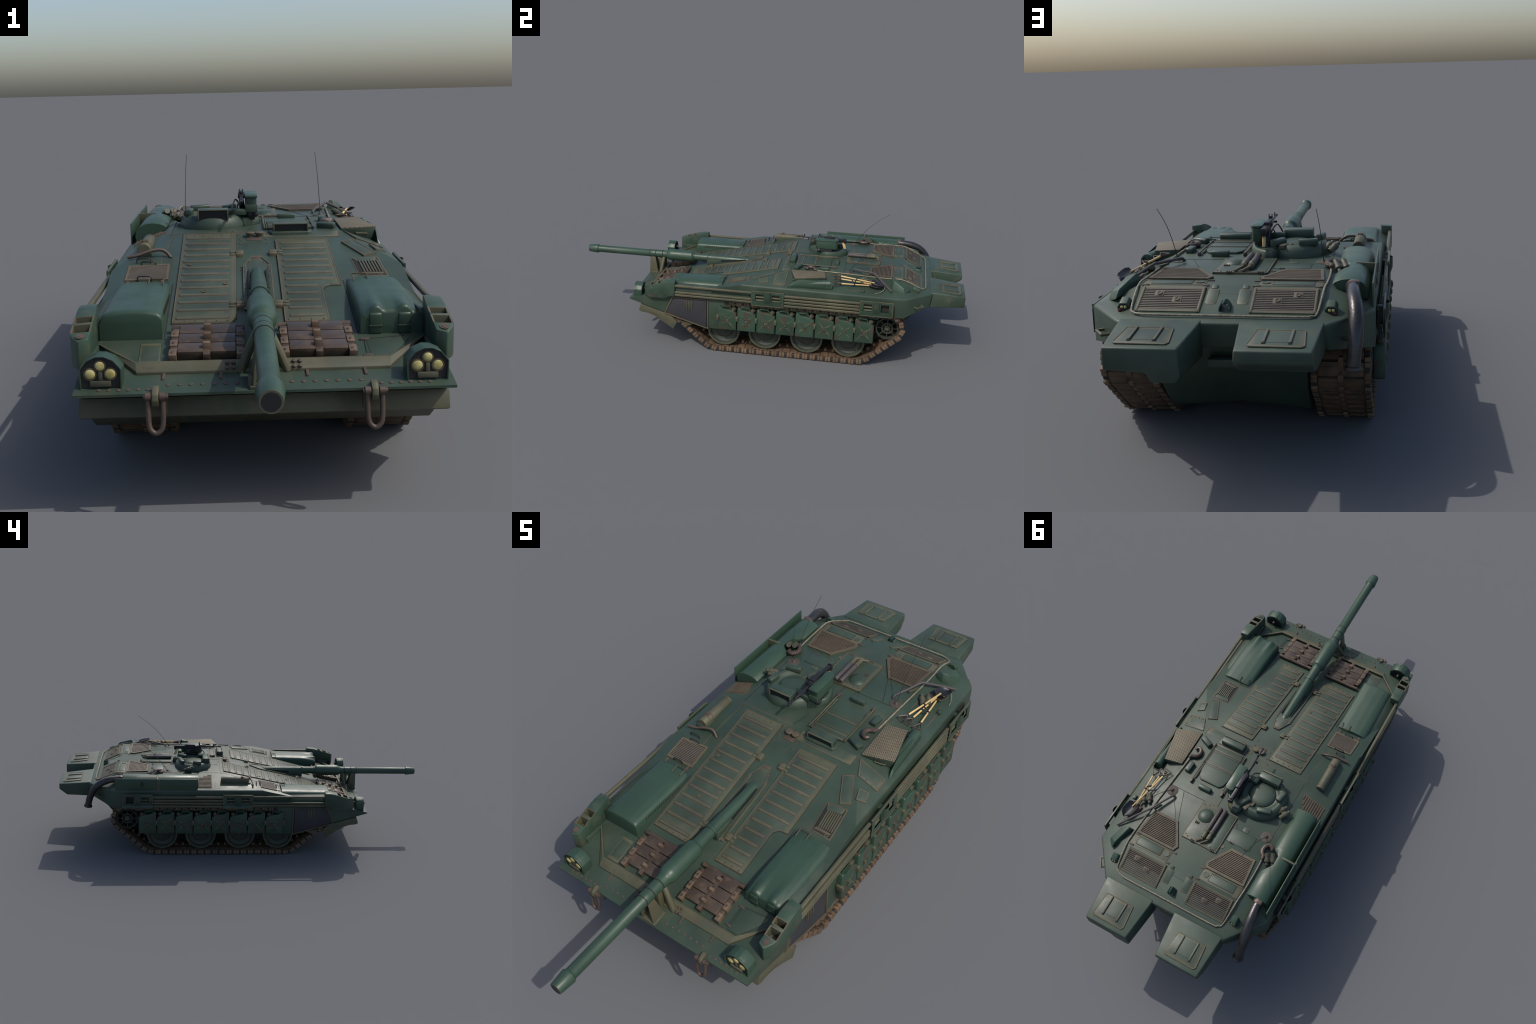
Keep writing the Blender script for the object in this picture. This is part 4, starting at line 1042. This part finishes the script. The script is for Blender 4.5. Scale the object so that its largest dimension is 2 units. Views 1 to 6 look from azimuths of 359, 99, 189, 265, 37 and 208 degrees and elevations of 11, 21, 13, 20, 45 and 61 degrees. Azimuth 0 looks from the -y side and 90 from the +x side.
# ------------------------------------------------------------------ side rails, brackets, cans
def side(s):
    for y0, y1, zs in ((-.420,-.033,(.3490,.3150,.3008)), (.125,.495,(.3448,.3275,.3115,.2948))):
        for z in zs:
            h = .0120 if y0 < 0 else .0128
            bm = B(); add_box(bm, (.3805*s, (y0+y1)/2, z), (.012, y1-y0, h)); finish(bm, 'side_rail', 'khaki', bevel=.0035, seg=3)
    for y0, y1, open2 in ((-.034,.126,False), (.494,.655,True)):
        w = y1-y0; zc = (.285+.363)/2
        bm = B(); X = .3865*s; T = .006
        ya, yb, yc, yd = y0+.020, y0+.060, y0+.102, y0+.140
        za, zb = .312, .349
        add_box(bm, (X, (y0+y1)/2, (.363+zb)/2), (T, w, .363-zb))
        add_box(bm, (X, (y0+y1)/2, (.285+za)/2), (T, w, za-.285))
        for a, b in ((y0,ya),(yb,yc),(yd,y1)): add_box(bm, (X, (a+b)/2, (za+zb)/2), (T, b-a, zb-za))
        o = finish(bm, 'rail_bracket', 'bracket', bevel=.0012)
        # pressed bulge
        bm = B(); rows = []
        for i in range(9):
            t = i/8; z = .361-.064*t; hw = .017*(1 if t < .6 else 1+ (t-.6)*1.5); dp = .0105*(1 if t < .55 else max(0, 1-(t-.55)/.45))
            rows.append([bm.verts.new(((.3888+dp*math.cos(pi*j/12-pi/2+0)*1.0)*s if 0 < j < 12 else .3870*s, (yb+yc)/2+hw*math.sin(pi*j/12-pi/2), z)) for j in range(13)])
        for a, b in zip(rows, rows[1:]):
            for j in range(12): bm.faces.new((a[j], a[j+1], b[j+1], b[j]))
        finish(bm, 'bracket_bulge', 'bracket', o, smooth=70)
        fr = B()
        for z in (.287, .361): add_box(fr, (.3890*s, (y0+y1)/2, z), (.003, w, .004))
        for y in (y0+.002, y1-.002): add_box(fr, (.3890*s, y, zc), (.003, .004, .078))
        finish(fr, 'bracket_rim', 'khaki', o, bevel=.0008)
        if open2 : 
            box('bracket_back', (.370*s, (yc+yd)/2+.0, .33), (.004,.05,.05), 'slot', .0, o)
        box('bracket_arm', (.372*s, (yb+yc)/2, .325), (.026,.02,.05), 'green', .001, o)
        for z in (.3455,.3285,.312):       # rails pass behind the windows
            bm = B(); add_lathe(bm, [(y0+.004, .0055), ((y1-.004) if not open2 else (yb+.01), .0055)], (.379*s,0,z), (0,1,0), 8); finish(bm, 'side_rail', 'khaki')
    # hanger bar behind the cans
    bm = B(); add_box(bm, (.352*s, .19, .262), (.006,.80,.012)); finish(bm, 'can_hanger', 'green', bevel=.001)
side(1); side(-1)

def can_meshes():
    bm = B()
    P = [(.0,.004),(.004,.0),(.088,.0),(.092,.004),(.092,.090),(.088,.095),(.070,.104),(.060,.107),(.024,.111),(.014,.121),(.009,.124),(.003,.122),(.0,.117)]
    add_prism(bm, [(-.034, y, z) for y, z in P], [(0, y, z) for y, z in P])
    body = finish(bm, 'jerry_can', 'can', bevel=.0035, seg=3, ang=50, link=False)
    bm = B(); c = (.046,.052)
    for (ey, ez) in ((.013,.092),(.080,.082),(.012,.014),(.080,.012)):
        d = Vector((ey-c[0], ez-c[1])); L = d.length; d /= L; n = Vector((-d.y, d.x))
        a = Vector(c)+d*.012; b = Vector(c)+d*(L)
        wa, wb = .0085, .0018
        q0 = [a-n*wa, b-n*wb, b+n*wb, a+n*wa]
        q1 = [a-n*wa*.35, b-n*wb*.3, b+n*wb*.3, a+n*wa*.35]
        add_prism(bm, [(-.001, p.x, p.y) for p in q0], [(.0016 if i in (0, 3) else .0003, p.x, p.y) for i, p in enumerate(q1)])
    for dy, dz, wy, wz in ((0,.013,.028,.003),(0,-.013,.028,.003),(.0125,0,.003,.024),(-.0125,0,.003,.024)):
        add_box(bm, (.0006, c[0]+dy, c[1]+dz), (.0036, wy, wz))
    rib = finish(bm, 'can_rib', 'canrib', bevel=.0008, link=False)
    bm = B(); add_box(bm, (.0012, c[0], c[1]), (.0036,.014,.015)); boss = finish(bm, 'can_boss', 'canrib', bevel=.001, link=False)
    bm = B()
    for x in (-.024,-.010): add_tube(bm, [(x,.014,.118),(x,.020,.1235),(x,.055,.1225),(x,.063,.106)], .0026, 6)
    han = finish(bm, 'can_handle', 'can', link=False)
    bm = B(); add_lathe(bm, [(0,.011),(.004,.012),(.012,.0105),(.013,.012),(.018,.011),(.020,.004)], (-.017,.072,.099), (0,.45,.9), 14); cap = finish(bm, 'can_cap', 'olivedark', link=False)
    bm = B(); add_box(bm, (-.006,-.0015,.064), (.024,.012,.026)); add_box(bm, (.0068,-.0015,.064), (.003,.007,.016)); st = finish(bm, 'can_strap', 'khaki', bevel=.0012, link=False)
    return body, (rib, boss, han, cap, st)
cb, ck = can_meshes()
def flipped(me):
    bm = B(); bm.from_mesh(me)
    for v in bm.verts: v.co.x = -v.co.x
    bmesh.ops.reverse_faces(bm, faces=bm.faces)
    m2 = me.copy(); bm.to_mesh(m2); bm.free(); m2.set_sharp_from_angle(angle=math.radians(38)); return m2
for s in (1, -1):
    b, kk = (cb, ck) if s > 0 else (flipped(cb), [flipped(m) for m in ck])
    for i in range(8):
        o = obj_from_mesh('jerry_can', b)
        o.location = (s*(.3885+R.uniform(-.0008,.0008)), -.199+.0967*i, .1395)
        for m in kk: obj_from_mesh(m.name.split('.')[0], m, o)

# ------------------------------------------------------------------ running gear
def wheel_mesh():
    bm = B()
    add_lathe(bm, [(-.030,.060),(-.030,.079),(-.027,.0820),(.027,.0820),(.0295,.0805),(.030,.0725),(.027,.0715)], (0,0,0), (1,0,0), 44, 1, cap=False)
    add_lathe(bm, [(.027,.0715),(.0285,.0700),(.028,.0680),(.018,.065),(.011,.055),(.010,.046),(.014,.040),(.016,.034),(.016,.018),(.022,.016),(.024,.010),(.024,.001)], (0,0,0), (1,0,0), 44, 0, cap=False)
    add_lathe(bm, [(-.030,.060),(-.020,.02),(-.020,.001)], (0,0,0), (1,0,0), 44, 0, cap=False)
    for k in range(10):
        a = 2*pi*k/10; add_lathe(bm, [(.013,.0032),(.0180,.0032),(.0190,.002)], (0, .028*math.cos(a), .028*math.sin(a)), (1,0,0), 6, 2)
    return finish(bm, 'road_wheel', ['wheel', 'tyre', 'rust'], smooth=35, link=False)
def sprocket_mesh():
    bm = B()
    def ringp(r0, r1, x0, x1, mi, seg=40):
        add_lathe(bm, [(x0,r0),(x0,r1),(x1,r1),(x1,r0),(x0,r0)], (0,0,0), (1,0,0), seg, mi, cap=False)
    ringp(.050,.057,-.008,.010,0); ringp(.022,.029,-.004,.008,0)
    for k in range(8):
        a = 2*pi*k/8; Rm = Matrix.Rotation(a, 3, 'X')
        add_box(bm, Rm @ Vector((.001,0,.040)), (.010,.004,.024), 0, Rm); add_box(bm, Rm @ Vector((.001,0,.018)), (.008,.004,.012), 0, Rm)
    for k in range(13):
        a = 2*pi*k/13; Rm = Matrix.Rotation(a, 3, 'X'); add_box(bm, Rm @ Vector((0,0,.0585)), (.012,.010,.007), 0, Rm)
    add_lathe(bm, [(-.01,.015),(.006,.015),(.009,.012),(.009,.008),(.012,.007),(.012,.001)], (0,0,0), (1,0,0), 24, 1)
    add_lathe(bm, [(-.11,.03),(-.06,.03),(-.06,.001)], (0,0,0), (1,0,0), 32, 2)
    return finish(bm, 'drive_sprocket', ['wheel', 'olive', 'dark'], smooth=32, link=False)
WM, SM = wheel_mesh(), sprocket_mesh()
SPR = (.634,.199); IDL = (-.377,.198)
def track_path():
    circ = [(-.209,.122,.120), (.478,.122,.120), (.634,.206,.0815), (-.377,.204,.0700)]
    pts = []
    for y, z, r in circ:
        for k in range(240):
            a = 2*pi*k/240; pts.append((y+r*math.cos(a), z+r*math.sin(a)))
    pts = sorted(set(pts))
    def half(ps):
        h = []
        for p in ps:
            while len(h) > 1 and (h[-1][0]-h[-2][0])*(p[1]-h[-2][1])-(h[-1][1]-h[-2][1])*(p[0]-h[-2][0]) <= 0: h.pop()
            h.append(p)
        return h
    lo, up = half(pts), half(pts[::-1])
    return lo[:-1]+up[:-1]     # counter-clockwise in (y,z)
HULLP = track_path()
def walk(off, n):
    """n evenly spaced (point, tangent) on the path moved inward by off"""
    P = [Vector(p) for p in HULLP]; m = len(P); Q = []
    for i in range(m):
        t = (P[(i+1) % m]-P[i-1]).normalized(); Q.append(P[i] + Vector((-t.y, t.x))*off)
    L = [(Q[(i+1) % m]-Q[i]).length for i in range(m)]; tot = sum(L); out = []; i = 0; acc = 0
    for k in range(n):
        d = tot*k/n
        while acc+L[i] < d: acc += L[i]; i += 1
        a, b = Q[i], Q[(i+1) % m]; out.append((a+(b-a)*((d-acc)/L[i]), (b-a).normalized()))
    return out, tot
_, TOT = walk(.0128, 10)
NL = round(TOT/PITCH)
for s in (1, -1):
    belt = B(); pts, _ = walk(.0105, 120); rows = []
    for p, t in pts:
        n = Vector((-t.y, t.x))*.0022
        rows.append([belt.verts.new((s*(.279+dx), q.x, q.y)) for dx, q in ((-.060,p-n),(.060,p-n),(.060,p+n),(-.060,p+n))])
    for i in range(len(rows)):
        a, b = rows[i], rows[(i+1) % len(rows)]
        for j in range(4): belt.faces.new((a[j], a[(j+1) % 4], b[(j+1) % 4], b[j]))
    trk = finish(belt, 'track', 'pad', smooth=60)
    pts, _ = walk(.0128, NL)
    for p, t in pts:
        o = obj_from_mesh('track_link', LINK, trk)
        T = Vector((0, t.x, t.y)); out = Vector((0, t.y, -t.x)); X = T.cross(out)
        o.matrix_local = Matrix.Translation((s*.279, p.x, p.y)) @ Matrix((X, T, out)).transposed().to_4x4()
    for y in (-.180,.0285,.2405,.4475):
        o = obj_from_mesh('road_wheel', WM); o.matrix_local = Matrix.Translation((s*.3085, y, .111)) @ (Matrix.Rotation(pi, 4, 'Z') if s < 0 else Matrix())
        o = obj_from_mesh('swing_arm', bpy.data.meshes.get('swing_arm') or (lambda b: (add_box(b, (0,0,0), (.03,.10,.03)), finish(b, 'swing_arm', 'wheel', bevel=.005, link=False))[1])(B())); o.location = (s*.21, y+.02, .12)
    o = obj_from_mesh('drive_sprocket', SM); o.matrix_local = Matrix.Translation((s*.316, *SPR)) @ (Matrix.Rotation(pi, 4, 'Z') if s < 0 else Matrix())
    o = obj_from_mesh('idler_wheel', WM); o.matrix_local = Matrix.Translation((s*.297, *IDL)) @ (Matrix.Rotation(pi, 4, 'Z') if s < 0 else Matrix()) @ Matrix.Diagonal((1,.54,.54,1))
